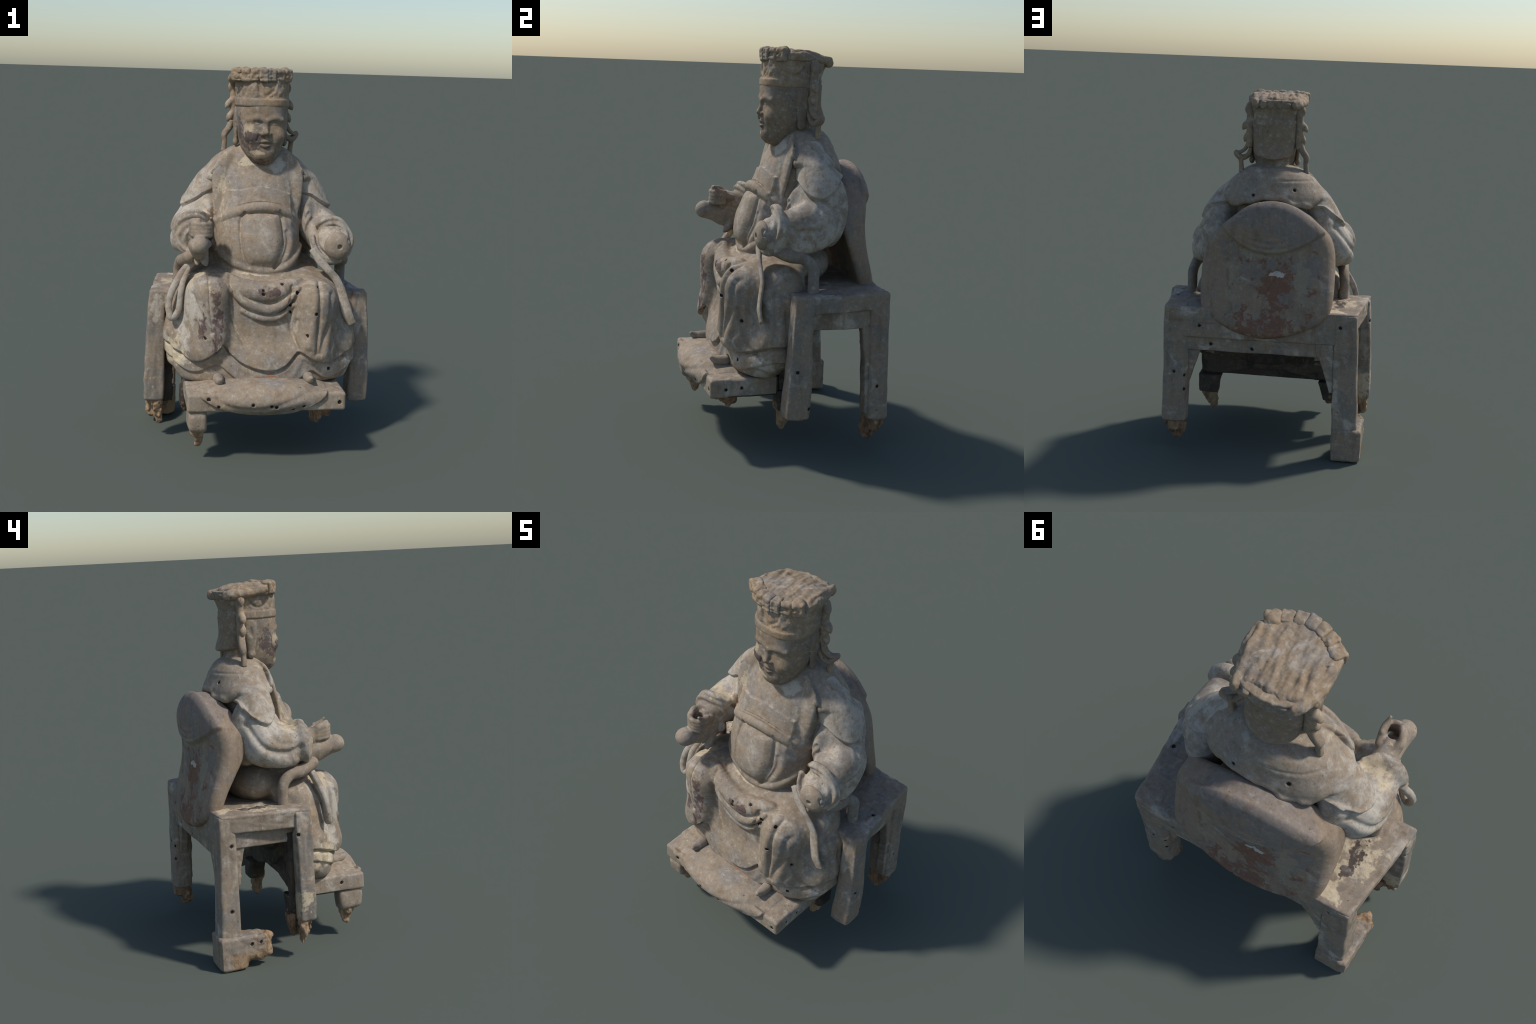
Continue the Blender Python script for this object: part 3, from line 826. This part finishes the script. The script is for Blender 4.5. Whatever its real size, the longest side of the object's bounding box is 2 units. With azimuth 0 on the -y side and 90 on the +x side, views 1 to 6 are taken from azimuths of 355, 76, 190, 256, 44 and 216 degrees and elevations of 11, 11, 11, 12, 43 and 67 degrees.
# ================================================================== crown
hat = Body()
hat.add(loft([(1.80, -0.138, 0.130, -0.096, 0.195), (1.83, -0.140, 0.132, -0.10, 0.197), (1.88, -0.142, 0.133, -0.102, 0.207), (1.935, -0.147, 0.137, -0.10, 0.23), (1.955, -0.149, 0.139, -0.095, 0.235)], n=2.6))
hat.add(loft([(1.80, -0.142, 0.134, -0.103, 0.199), (1.812, -0.145, 0.137, -0.108, 0.202), (1.838, -0.144, 0.136, -0.108, 0.204), (1.846, -0.141, 0.133, -0.103, 0.204)], n=2.6), 0.004)


def crown_relief(V, N):
    x, y, z = V.T
    fr = sstep(0.2, 0.6, -N[:, 1]) * (z > 1.845)
    sd = sstep(0.3, 0.7, np.abs(N[:, 0])) * (z > 1.845)
    out = np.zeros(len(V))
    out -= fr * 0.008 * sstep(0.004, -0.006, poly_sd(x, z, [(-0.055, 1.94), (-0.045, 1.88), (-0.005, 1.845), (0.045, 1.88), (0.058, 1.94)]))
    out += fr * 0.006 * groove(np.hypot(x - 0.005, z - 1.895), 0.022)
    for a in (-1, 1):
        out -= fr * 0.006 * groove(line_dist(x, z, [(a * 0.115, 1.855), (a * 0.10, 1.90), (a * 0.07, 1.935)]), 0.008)
        out -= fr * 0.005 * groove(line_dist(x, z, [(a * 0.13, 1.85), (a * 0.125, 1.93)]), 0.007)
    out -= sd * 0.006 * groove(line_dist(y, z, [(-0.06, 1.93), (-0.03, 1.88), (0.03, 1.86), (0.08, 1.90)]), 0.008)
    out += sd * 0.005 * groove(np.hypot((y - 0.05) / 1.3, z - 1.885), 0.02)
    bk = sstep(0.3, 0.7, N[:, 1])
    out += bk * 0.004 * np.sign(z - 1.80) * 0
    out += 0.003 * noise(V, 45, 12, 2) * (z > 1.85)
    return out


crown = carve("crown", hat, 0.0035, M_hat, root, crown_relief, 0.0015, 4)

# flat ribbed top, drooping toward the back
top = Body()
top_outline = [(-0.145, -0.04), (-0.08, -0.07), (0.04, -0.07), (0.115, -0.03), (0.136, 0.02), (0.134, 0.10), (0.10, 0.175), (0.065, 0.205), (-0.08, 0.200), (-0.125, 0.182), (-0.155, 0.12), (-0.168, 0.02)]
tf, tlo, thi = prism(top_outline, -0.024, 0.024, 0.018)


def top_z(x, y):
    return curve(y, [(-0.12, 1.965), (0.0, 1.966), (0.08, 1.964), (0.16, 1.95), (0.22, 1.936), (0.30, 1.925)])


def top_f(P):
    Q = P.copy()
    Q[:, 2] -= top_z(P[:, 0], P[:, 1])
    return tf(Q)


top.add((top_f, (-0.185, -0.07, 1.88), (0.165, 0.28, 2.0)))
for i in range(6):      # scalloped fringe along the back
    x0 = -0.125 + i * 0.043
    top.add(ball((x0 + 0.003, 0.212 + 0.12 * (x0 + 0.02) - 0.6 * (x0 + 0.02) ** 2, 1.93), (0.021, 0.024, 0.024)), 0.008)
top.add(chain([(-0.145, -0.04, 1.958), (-0.154, 0.03, 1.950), (-0.150, 0.11, 1.937), (-0.133, 0.175, 1.933)], [0.024, 0.026, 0.027, 0.025]), 0.012)
top.add(chain([(0.125, 0.0, 1.955), (0.13, 0.05, 1.955), (0.127, 0.11, 1.95)], [0.022, 0.024, 0.02]), 0.012)
top.add(chain([(0.112, 0.15, 1.945), (0.088, 0.208, 1.937)], [0.018, 0.022]), 0.012)


def top_relief(V, N):
    x, y, z = V.T
    upf = sstep(0.2, 0.6, N[:, 2])
    w = x + 0.18 * y + 0.012 * noise(V, 14, 4)
    return upf * ((0.0016 * np.sin(w * 150) + 0.0035 * noise(np.column_stack([w, y * 0.12, z * 0]), 42, 21, 2)) * sstep(-0.03, 0.05, y) + 0.004 * noise(V * np.array([1, 0.3, 1]), 60, 6, 2)) + 0.003 * noise(V, 40, 5, 2)


carve("crown_top", top, 0.0035, M_hat, crown, top_relief, 0.0015, 5)
rng = np.random.default_rng(7)
for i in range(7):      # row of curls along the front of the crown
    t = i / 6
    x0, y0 = -0.142 + 0.248 * t, -0.036 - 0.056 * math.sin(math.pi * t)
    c = Body()
    w = 0.025 if 0 < i < 6 else 0.030
    hh = 0.034 + rng.uniform(-0.003, 0.003)
    c.add(box((x0 - w, y0 - 0.022, 1.963 - hh), (x0 + w, y0 + 0.035, 1.963 + hh), 0.012, turn=(t - 0.5) * 1.1))
    for zz in (1.945, 1.966):
        c.cut(chain([(x0 - 0.05, y0 - 0.028 + rng.uniform(-0.002, 0.002), zz), (x0 + 0.05, y0 - 0.028, zz + rng.uniform(-0.006, 0.006))], [0.007, 0.007]), 0.006)
    c.add(ball((x0, y0 + 0.012, 1.963 + hh - 0.008), (0.017, 0.02, 0.012)), 0.01)
    carve("curl", c, 0.003, M_hat, crown, lambda V, N: 0.004 * noise(V, 45, 3, 2), 0.004, 20 + i)

bed = Body()
bed.add(chain([(-0.15, -0.025, 1.955), (-0.09, -0.062, 1.957), (-0.02, -0.078, 1.958), (0.05, -0.062, 1.957), (0.11, -0.025, 1.955)], [0.024] * 5))
carve("curl_band", bed, 0.004, M_hat, crown, None, 0.004, 19)
# ribbons with leaf-shaped tips hanging from the crown
for s, cx in ((-1, -0.142), (1, 0.131)):
    side = Body()
    side.add(chain([(cx, 0.13, 1.92), (cx, 0.13, 1.80), (cx, 0.135, 1.70)], [0.022, 0.022, 0.018]))
    for k, (zt, out_) in enumerate(((1.878, 0.024), (1.785, 0.044), (1.718, 0.032))):
        side.add(chain([(cx, 0.125, zt + 0.05), (cx + s * out_ * 0.7, 0.125, zt + 0.022), (cx + s * out_, 0.125, zt)], [0.018, 0.020, 0.005], squash=(1.2, 1, 1)), 0.008)
    carve("lappet", side, 0.0032, M_hat, crown, None, 0.002, 30 + s)
sweep("ribbon", [(-0.15, 0.13, 1.72), (-0.165, 0.135, 1.68), (-0.188, 0.137, 1.645), (-0.186, 0.135, 1.61), (-0.192, 0.135, 1.555)], [0.022, 0.022, 0.02, 0.015, 0.016], [0.02, 0.018, 0.017, 0.013, 0.015], (0, 1, 0), M_hat, crown)
sweep("ribbon", [(0.135, 0.125, 1.74), (0.15, 0.12, 1.69), (0.178, 0.13, 1.66), (0.205, 0.15, 1.655)], [0.02, 0.018, 0.016, 0.014], [0.012, 0.011, 0.011, 0.010], (0, 1, 0), M_hat, crown)
sweep("ribbon", [(0.135, 0.12, 1.76), (0.125, 0.115, 1.70), (0.14, 0.12, 1.645), (0.175, 0.135, 1.625), (0.205, 0.15, 1.65), (0.20, 0.152, 1.665)], [0.02, 0.02, 0.02, 0.024, 0.018, 0.01], [0.01, 0.01, 0.014, 0.016, 0.012, 0.008], (0, 1, 0), M_hat, crown)
sweep("ribbon", [(0.18, 0.14, 1.64), (0.176, 0.145, 1.60), (0.172, 0.148, 1.55)], [0.018, 0.015, 0.016], [0.017, 0.013, 0.015], (0, 1, 0), M_hat, crown)
print("head", round(time.time() - T0, 1))

# ================================================================== hands
hand = Body()
hand.add(chain([(-0.35, -0.06, 1.16), (-0.345, -0.16, 1.165), (-0.34, -0.20, 1.175)], [0.06, 0.05, 0.045]))
hand.add(chain([(-0.345, -0.14, 1.09), (-0.346, -0.24, 1.10), (-0.352, -0.312, 1.116)], [0.05, 0.046, 0.048]), 0.015)
hand.add(chain([(-0.345, -0.10, 1.065), (-0.342, -0.20, 1.062), (-0.345, -0.26, 1.085)], [0.045, 0.04, 0.03]), 0.015)
for k in range(4):      # curled fingers round an empty grip
    zz = 1.155 + 0.019 * k
    hand.add(chain([(-0.378, -0.20, zz), (-0.372, -0.255, zz + 0.004), (-0.33, -0.280, zz + 0.006), (-0.292, -0.262, zz + 0.006), (-0.290, -0.215, zz + 0.004)], [0.013] * 5), 0.010)
hand.add(chain([(-0.365, -0.17, 1.19), (-0.378, -0.215, 1.222), (-0.352, -0.262, 1.236)], [0.022, 0.017, 0.013]), 0.012)
hand.add(chain([(-0.30, -0.18, 1.185), (-0.288, -0.235, 1.215), (-0.291, -0.272, 1.248)], [0.02, 0.016, 0.008]), 0.010)
hand.cut(chain([(-0.334, -0.232, 1.30), (-0.334, -0.225, 1.19)], [0.022, 0.02]), 0.006)
carve("hand", hand, 0.003, M_hand, root, None, 0.003, 40)
shard = Body()
shard.add(chain([(-0.32, -0.16, 1.06), (-0.312, -0.185, 1.02), (-0.305, -0.205, 1.0)], [0.03, 0.022, 0.009]))
shard.add(chain([(-0.355, -0.16, 1.05), (-0.35, -0.175, 1.015), (-0.35, -0.19, 1.0)], [0.02, 0.016, 0.008]), 0.004)
carve("broken_cuff", shard, 0.003, M_hand, root, None, 0.004, 41)

fist = Body()
fist.add(ball((0.385, -0.195, 1.095), (0.07, 0.035, 0.072)))
fist.cut(ball((0.39, -0.23, 1.095), (0.012, 0.02, 0.012)), 0.006)
fist.cut(chain([(0.44, -0.22, 1.15), (0.45, -0.20, 1.11)], [0.01, 0.012]), 0.006)
carve("hand_stump", fist, 0.003, M_robe, root, None, 0.003, 42)

# ================================================================== sash ribbons over the knees
sweep("sash_ribbon", [(0.255, -0.17, 1.075), (0.30, -0.185, 1.01), (0.375, -0.195, 0.93), (0.412, -0.195, 0.86), (0.444, -0.215, 0.75), (0.478, -0.212, 0.68)], [0.018, 0.022, 0.021, 0.024, 0.029, 0.022], [0.012, 0.012, 0.009, 0.008, 0.008, 0.007], (1, 0, 0.5), M_sleeve, root)
sweep("sash_ribbon", [(-0.36, -0.14, 1.01), (-0.42, -0.16, 0.95), (-0.475, -0.185, 0.86), (-0.495, -0.20, 0.78), (-0.478, -0.205, 0.72), (-0.445, -0.21, 0.755), (-0.435, -0.205, 0.84), (-0.42, -0.19, 0.91), (-0.38, -0.15, 0.99)],
      [0.018, 0.018, 0.016, 0.016, 0.018, 0.015, 0.014, 0.012, 0.01], [0.02, 0.02, 0.018, 0.017, 0.018, 0.016, 0.015, 0.014, 0.01], (0, 1, 0.2), M_sleeve, root)
for s, px in ((-1, -0.24), (1, 0.228)):
    shoe = Body()
    shoe.add(chain([(px, -0.32, 0.425), (px, -0.37, 0.428), (px + 0.004, -0.395, 0.442)], [0.028, 0.022, 0.012]))
    carve("shoe_tip", shoe, 0.003, M_stool, root, None, 0.002, 50 + s)

# ================================================================== footstool
stool = Body()
stool.add(box((-0.407, -0.44, 0.281), (0.408, -0.085, 0.378), 0.015))
stool.add(ball((-0.015, -0.285, 0.342), (0.38, 0.205, 0.088)), 0.02)


def cloth_edge(x):
    return curve(x, [(-0.45, 0.46), (-0.365, 0.40), (-0.32, 0.345), (-0.21, 0.295), (-0.01, 0.268), (0.154, 0.285), (0.276, 0.335), (0.335, 0.40), (0.45, 0.46)])


def stool_relief(V, N):
    x, y, z = V.T
    fr = sstep(0.0, 0.4, -N[:, 1])
    s = z - cloth_edge(x)
    out = fr * 0.014 * sstep(-0.003, 0.006, s)
    out -= fr * 0.006 * groove(s - 0.055 - 0.02 * np.sin(x * 9), 0.012)
    up = sstep(0.3, 0.7, N[:, 2])
    out += up * 0.004 * noise(V, 16, 9, 2)
    return out


def stool_parts(C):
    lab = np.zeros(len(C), int)
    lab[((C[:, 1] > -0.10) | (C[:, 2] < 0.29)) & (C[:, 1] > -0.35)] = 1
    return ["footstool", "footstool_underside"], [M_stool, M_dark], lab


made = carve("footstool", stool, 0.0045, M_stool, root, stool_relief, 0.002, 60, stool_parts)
stool_ob = made[0]


def broken_end(name, x0, x1, y0, y1, z_top, z_low, seed, material, parent, tips=3, blunt=0.22):
    """splintered stub of a leg: a few jagged shards"""
    r = np.random.default_rng(seed)
    b = Body()
    cx, cy, a, c = (x0 + x1) / 2, (y0 + y1) / 2, (x1 - x0) / 2, (y1 - y0) / 2
    for k in range(tips):
        px, py = cx + a * r.uniform(-0.45, 0.45), cy + c * r.uniform(-0.45, 0.45)
        zl = z_low if k == 0 else z_low + (z_top - z_low) * r.uniform(0.2, 0.6)
        b.add(loft([(zl, px - a * blunt, px + a * blunt, py - c * blunt, py + c * blunt), (zl + (z_top - zl) * 0.35, px - a * (blunt + 0.28), px + a * (blunt + 0.28), py - c * (blunt + 0.28), py + c * (blunt + 0.28)),
                    (z_top + 0.02, cx - a * 0.92, cx + a * 0.92, cy - c * 0.92, cy + c * 0.92)], n=3.5), 0.005)

    def rough(V, N):
        return 0.013 * noise(V * np.array([1, 1, 0.5]), 45, seed, 3)
    return carve(name, b, 0.0045, material, parent, rough, 0.002, seed)


arch = Body()
arch.add(box((-0.41, -0.09, 0.30), (0.41, -0.03, 0.42), 0.01))
arch.cut(loft([(0.0, -0.27, 0.265, -0.3, 0.3), (0.26, -0.265, 0.26, -0.3, 0.3), (0.31, -0.24, 0.23, -0.3, 0.3), (0.34, -0.12, 0.12, -0.3, 0.3)], n=6), 0.02)
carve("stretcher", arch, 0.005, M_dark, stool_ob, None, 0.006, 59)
leg = Body()
leg.add(loft([(0.165, -0.385, -0.305, -0.41, -0.30), (0.19, -0.40, -0.30, -0.43, -0.295), (0.25, -0.402, -0.302, -0.435, -0.29), (0.29, -0.395, -0.31, -0.42, -0.29)], n=5))
carve("footstool_leg", leg, 0.0045, M_stool, stool_ob, None, 0.004, 61)
broken_end("splintered_wood", -0.385, -0.31, -0.40, -0.30, 0.175, 0.082, 62, M_raw_pale, stool_ob)
broken_end("splintered_wood", 0.24, 0.38, -0.42, -0.28, 0.285, 0.215, 63, M_raw, stool_ob, 4)
leg = Body()
leg.add(loft([(0.19, 0.30, 0.415, -0.085, 0.015), (0.25, 0.295, 0.42, -0.09, 0.015), (0.30, 0.28, 0.42, -0.10, 0.015)], n=5))
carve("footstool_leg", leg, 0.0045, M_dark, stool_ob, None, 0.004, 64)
broken_end("splintered_wood", 0.305, 0.40, -0.085, 0.005, 0.205, 0.07, 65, M_raw_pale, stool_ob)
leg = Body()
leg.add(loft([(0.19, -0.42, -0.335, -0.085, 0.015), (0.30, -0.42, -0.30, -0.10, 0.015)], n=5))
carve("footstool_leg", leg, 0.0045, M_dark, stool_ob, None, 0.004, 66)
broken_end("splintered_wood", -0.42, -0.34, -0.08, 0.01, 0.20, 0.155, 67, M_raw, stool_ob)
print("stool", round(time.time() - T0, 1))

# ================================================================== chair
seat = Body()
plan = [(-0.583, -0.068), (0.587, -0.062), (0.53, 0.402), (0.50, 0.437), (0.33, 0.446), (-0.44, 0.416), (-0.528, 0.408)]
seat.add(prism(plan, 0.732, 0.820, 0.012))


def seat_relief(V, N):
    x, y, z = V.T
    up = sstep(0.4, 0.8, N[:, 2])
    return up * (0.004 * noise(V, 14, 3, 3) + 0.005 - 0.013 * x) + 0.002 * noise(V * np.array([1, 1, 3]), 20, 4, 2)


chair = carve("chair_seat", seat, 0.006, M_chair, root, seat_relief, 0.002, 70)


def chair_leg(rows, seed, mat=M_chair, n=7):
    b = Body()
    b.add(loft(rows, n=n, k=0.015))
    return carve("chair_leg", b, 0.005, mat, chair, lambda V, N: 0.003 * noise(V * np.array([1, 1, 0.25]), 40, seed, 2), 0.002, seed)


chair_leg([(0.212, 0.502, 0.600, -0.095, 0.008), (0.24, 0.496, 0.609, -0.108, 0.014), (0.5, 0.503, 0.608, -0.092, 0.02), (0.822, 0.503, 0.590, -0.072, 0.02)], 71)
chair_leg([(0.222, -0.60, -0.515, -0.062, 0.010), (0.25, -0.612, -0.505, -0.072, 0.016), (0.5, -0.605, -0.503, -0.072, 0.018), (0.822, -0.586, -0.505, -0.070, 0.02)], 72)
chair_leg([(0.160, 0.400, 0.540, 0.350, 0.464), (0.4, 0.397, 0.538, 0.342, 0.456), (0.65, 0.395, 0.538, 0.336, 0.449), (0.822, 0.405, 0.538, 0.333, 0.445)], 73, n=4)
chair_leg([(0.175, -0.560, -0.418, 0.335, 0.448), (0.4, -0.55, -0.413, 0.33, 0.436), (0.65, -0.54, -0.408, 0.33, 0.425), (0.822, -0.53, -0.41, 0.33, 0.421)], 74)
# inner boards and corner brackets behind the legs
for nm, lo_, hi_ in (("rail", (-0.50, 0.385, 0.652), (0.50, 0.432, 0.80)), ("rail", (-0.45, 0.36, 0.575), (0.45, 0.420, 0.655)),
                     ("rail", (-0.52, 0.0, 0.645), (-0.475, 0.36, 0.735)), ("rail", (0.475, 0.0, 0.638), (0.52, 0.36, 0.735))):
    b = Body()
    b.add(box(lo_, hi_, 0.008, turn=0.036 if hi_[0] - lo_[0] > 0.5 else 0.0))
    carve(nm, b, 0.006, M_chair, chair, lambda V, N: 0.003 * noise(V * np.array([0.25, 0.25, 1]), 40, 75, 2), 0.002, 75)
for s in (-1, 1):
    b = Body()
    x0, x1 = s * 0.31, s * 0.41
    b.add(prism([(x0, 0.655), (x1, 0.655), (s * 0.415, 0.38), (s * 0.395, 0.38), (s * 0.37, 0.46), (s * 0.335, 0.56), (x0, 0.60)], 0.372, 0.418, 0.006, axis=1))
    carve("bracket", b, 0.005, M_chair, chair, None, 0.003, 76 + s)
    b = Body()      # boards along the sides, inside the back legs
    b.add(prism([(0.295, 0.70), (0.36, 0.70), (0.36, 0.18), (0.335, 0.20), (0.325, 0.45)] if s > 0 else [(0.275, 0.70), (0.34, 0.70), (0.34, 0.42), (0.315, 0.45), (0.295, 0.58)], s * 0.49 - 0.02, s * 0.50 + 0.02, 0.006, axis=0))
    carve("bracket", b, 0.005, M_chair, chair, lambda V, N: 0.004 * noise(V, 30, 5, 2), 0.002, 78 + s)
    b = Body()
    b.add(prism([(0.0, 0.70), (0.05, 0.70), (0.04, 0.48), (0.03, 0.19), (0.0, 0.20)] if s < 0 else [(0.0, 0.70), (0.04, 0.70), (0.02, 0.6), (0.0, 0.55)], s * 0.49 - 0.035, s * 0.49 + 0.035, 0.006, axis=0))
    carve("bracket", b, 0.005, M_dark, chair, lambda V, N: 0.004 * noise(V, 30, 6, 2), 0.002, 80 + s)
broken_end("splintered_wood", -0.605, -0.51, -0.065, 0.012, 0.235, 0.07, 82, M_raw_pale, chair)
broken_end("splintered_wood", 0.412, 0.532, 0.355, 0.455, 0.17, 0.052, 83, M_raw, chair, 4, 0.40)
broken_end("splintered_wood", 0.51, 0.58, -0.06, 0.01, 0.22, 0.20, 84, M_raw, chair)
broken_end("splintered_wood", -0.53, -0.47, 0.0, 0.07, 0.22, 0.13, 85, M_raw, chair)
foot = Body()
foot.add(prism([(-0.592, 0.20), (-0.583, 0.452), (-0.55, 0.465), (-0.425, 0.465), (-0.415, 0.36), (-0.47, 0.30), (-0.50, 0.20), (-0.55, 0.165)], 0.0, 0.186, 0.02))
foot.cut(box((-0.7, 0.10, -0.05), (-0.4, 0.30, 0.035), 0.01, turn=0.0), 0.06)


def foot_relief(V, N):
    inner = sstep(0.32, 0.22, V[:, 1])
    return (0.003 + 0.007 * inner) * noise(V, 26, 9, 3)


def foot_parts(C):
    m = 0.5 * noise(C, 14, 3, 2)
    lab = np.where((C[:, 1] < 0.40) & (C[:, 2] + 0.05 * m < 0.09) | (C[:, 1] + 0.06 * m < 0.21), 1, 0)
    return ["chair_foot", "splintered_wood"], [M_chair, M_raw_pale], lab


carve("chair_foot", foot, 0.0045, M_chair, chair, foot_relief, 0.002, 86, foot_parts)

# backrest: a thick rounded tablet draped with a cloth, leaning slightly
BACK_OUT = spline([(-0.03, 0.672), (0.10, 0.69), (0.20, 0.725), (0.29, 0.775), (0.338, 0.84), (0.344, 1.06), (0.31, 1.195), (0.205, 1.292), (0.08, 1.388),
                   (-0.035, 1.416), (-0.15, 1.392), (-0.262, 1.315), (-0.358, 1.21), (-0.388, 1.06), (-0.386, 0.85), (-0.335, 0.775), (-0.24, 0.725), (-0.14, 0.69)], 5, closed=True)


def back_centre(P):
    lean = curve(P[:, 2], [(0.6, 0.446), (0.70, 0.434), (0.85, 0.409), (1.0, 0.387), (1.15, 0.37), (1.3, 0.357), (1.40, 0.345), (1.45, 0.34)])
    return lean - (0.2 + 0.6 * sstep(0.80, 1.2, P[:, 2])) * (P[:, 0] + 0.02) ** 2 + (0.10 * sstep(0.85, 1.35, P[:, 2])) * (P[:, 0] + 0.03)


def back_f(P):
    d = poly_sd(P[:, 0], P[:, 2], BACK_OUT) + 0.036
    half = curve(P[:, 2], [(0.6, 0.042), (0.72, 0.043), (0.9, 0.046), (1.05, 0.055), (1.2, 0.070), (1.3, 0.072), (1.40, 0.06), (1.45, 0.055)])
    w = np.abs(P[:, 1] - back_centre(P)) - half + 0.036
    return np.hypot(np.maximum(d, 0), np.maximum(w, 0)) + np.minimum(np.maximum(d, w), 0) - 0.036


def back_relief(V, N):
    x, y, z = V.T
    bk = sstep(0.1, 0.5, N[:, 1])
    out = np.zeros(len(V))
    s = z - curve(x, [(-0.40, 1.30), (-0.30, 1.235), (-0.17, 1.165), (-0.04, 1.14), (0.10, 1.17), (0.22, 1.26), (0.32, 1.35)])
    out += bk * 0.016 * sstep(-0.01, 0.02, s)
    for o, a in ((0.03, 0.005), (0.06, 0.004), (0.095, 0.003)):
        out -= bk * a * groove(s - o, 0.008) * sstep(0.18, 0.08, np.abs(x + 0.04))
    u = np.abs(x + 0.03)
    edge = 0.235 * np.sqrt(np.clip(1 - ((z - 1.10) / 0.36) ** 2, 0, 1))
    out -= bk * 0.010 * sstep(0.01, -0.02, u - edge) * sstep(0.02, -0.02, s)
    out -= bk * 0.006 * groove(line_dist(x, z, [(-0.10, 1.13), (-0.075, 1.02), (-0.02, 0.90), (0.0, 0.80), (0.01, 0.68)]), 0.004)
    return out


backrest = Body()
backrest.add((back_f, (-0.40, 0.17, 0.66), (0.355, 0.49, 1.44)))
carve("backrest", backrest, 0.005, M_back, chair, back_relief, 0.002, 90)
# curved armrest supports under the sleeves
for s, xb, yb in ((-1, -0.43, 0.03), (1, 0.458, 0.055)):
    arm = Body()
    arm.add(chain([(xb, yb, 0.80), (xb, yb, 0.88), (xb, yb - 0.005, 0.94), (xb - s * 0.01, yb - 0.05, 0.985), (xb - s * 0.02, yb - 0.12, 1.0), (xb - s * 0.04, yb - 0.19, 1.03)], [0.03, 0.028, 0.029, 0.03, 0.034, 0.034]))
    carve("armrest", arm, 0.0045, M_chair, chair, None, 0.003, 91 + s)
print("chair", round(time.time() - T0, 1))

# ================================================================== worm and nail holes
verts, tris, base = [], [], 0
for V, Q in CASTERS:
    verts.append(V)
    tris.append(np.concatenate([Q[:, [0, 1, 2]], Q[:, [0, 2, 3]]]) + base)
    base += len(V)
bvh = BVHTree.FromPolygons(np.concatenate(verts).tolist(), np.concatenate(tris).tolist())


def hole_mesh():
    seg, rows = 12, []
    for r, h in ((1.05, 0.0), (0.9, -0.25), (0.0, -0.4)):
        rows.append([(r * math.cos(2 * math.pi * j / seg), r * math.sin(2 * math.pi * j / seg), h) for j in range(seg)])
    V = np.array(sum(rows, []))
    Fc = [(i * seg + j, i * seg + (j + 1) % seg, (i + 1) * seg + (j + 1) % seg, (i + 1) * seg + j) for i in range(2) for j in range(seg)]
    me = bpy.data.meshes.new("nail_hole")
    me.from_pydata((V * 0.0075).tolist(), [], Fc)
    me.materials.append(M_hole)
    return me


HOLE = hole_mesh()
FRONT = [(-0.02, 0.885), (-0.018, 0.865), (0.16, 0.87), (0.165, 0.865), (0.265, 0.90), (0.255, 0.77), (0.21, 0.655), (-0.315, 0.64), (0.35, 0.66), (0.08, 0.915), (0.125, 0.80), (0.13, 0.76),
         (-0.30, 0.355), (-0.25, 0.315), (-0.08, 0.335), (0.015, 0.325), (0.04, 0.32), (0.13, 0.30), (0.185, 0.315), (0.375, 0.325), (-0.33, 1.49), (-0.345, 1.44)]
RIGHT = [(0.04, 0.36), (-0.28, 0.33), (-0.36, 0.325), (0.39, 0.34), (-0.06, 0.46), (0.01, 0.27), (-0.29, 0.46), (0.02, 1.515)]
LEFT = [(0.36, 0.67), (0.38, 0.32), (0.29, 0.14), (0.24, 0.145), (-0.30, 0.335), (0.01, 0.70)]
BACK = [(0.08, 1.44), (-0.145, 1.475), (0.335, 0.72), (-0.44, 0.755), (0.27, 0.615), (0.04, 0.60), (0.47, 0.45), (0.41, 0.43), (0.41, 0.35)]
TOP = [(0.52, 0.15)]
shots = [((x, -2, z), (0, 1, 0)) for x, z in FRONT] + [((2, y, z), (-1, 0, 0)) for y, z in RIGHT] + [((-2, y, z), (1, 0, 0)) for y, z in LEFT]
shots += [((x, 2, z), (0, -1, 0)) for x, z in BACK] + [((x, y, 3), (0, 0, -1)) for x, y in TOP]
spots_hit = []
for o, d in shots:
    loc, nor, _, _ = bvh.ray_cast(Vector(o), Vector(d))
    if loc is not None:
        if nor.dot(Vector(d)) > 0:
            nor = -nor
        spots_hit.append((to_world([loc])[0], to_world([nor])[0]))
for me in {o.data for o in bpy.data.objects if o.type == "MESH" and len(o.data.vertices) > 1500}:
    co = np.empty(len(me.vertices) * 3, F)
    me.vertices.foreach_get("co", co)
    co = co.reshape(-1, 3).astype(float)
    lo, hi = co.min(0), co.max(0)
    dirty = False
    for w, nw in spots_hit:
        if (w < lo - 0.01).any() or (w > hi + 0.01).any():
            continue
        v = co - w
        h = v @ nw
        r = np.sqrt(np.maximum((v * v).sum(1) - h * h, 0))
        m = (r < 0.0085) & (np.abs(h) < 0.008)
        if m.any():
            co[m] -= nw * 0.011
            dirty = True
    if dirty:
        me.vertices.foreach_set("co", co.astype(F).ravel())
        me.update()
for n, (w, nw) in enumerate(spots_hit):
    ob = bpy.data.objects.new("nail_hole", HOLE)
    bpy.context.scene.collection.objects.link(ob)
    ob.parent = root
    ob.location = w - nw * 0.0022
    ob.rotation_mode = "QUATERNION"
    ob.rotation_quaternion = Vector(nw).to_track_quat("Z", "Y")
    k = 0.8 + 0.4 * ((n * 7919) % 13) / 13
    ob.scale = (k, k, 1)
print("done", round(time.time() - T0, 1))
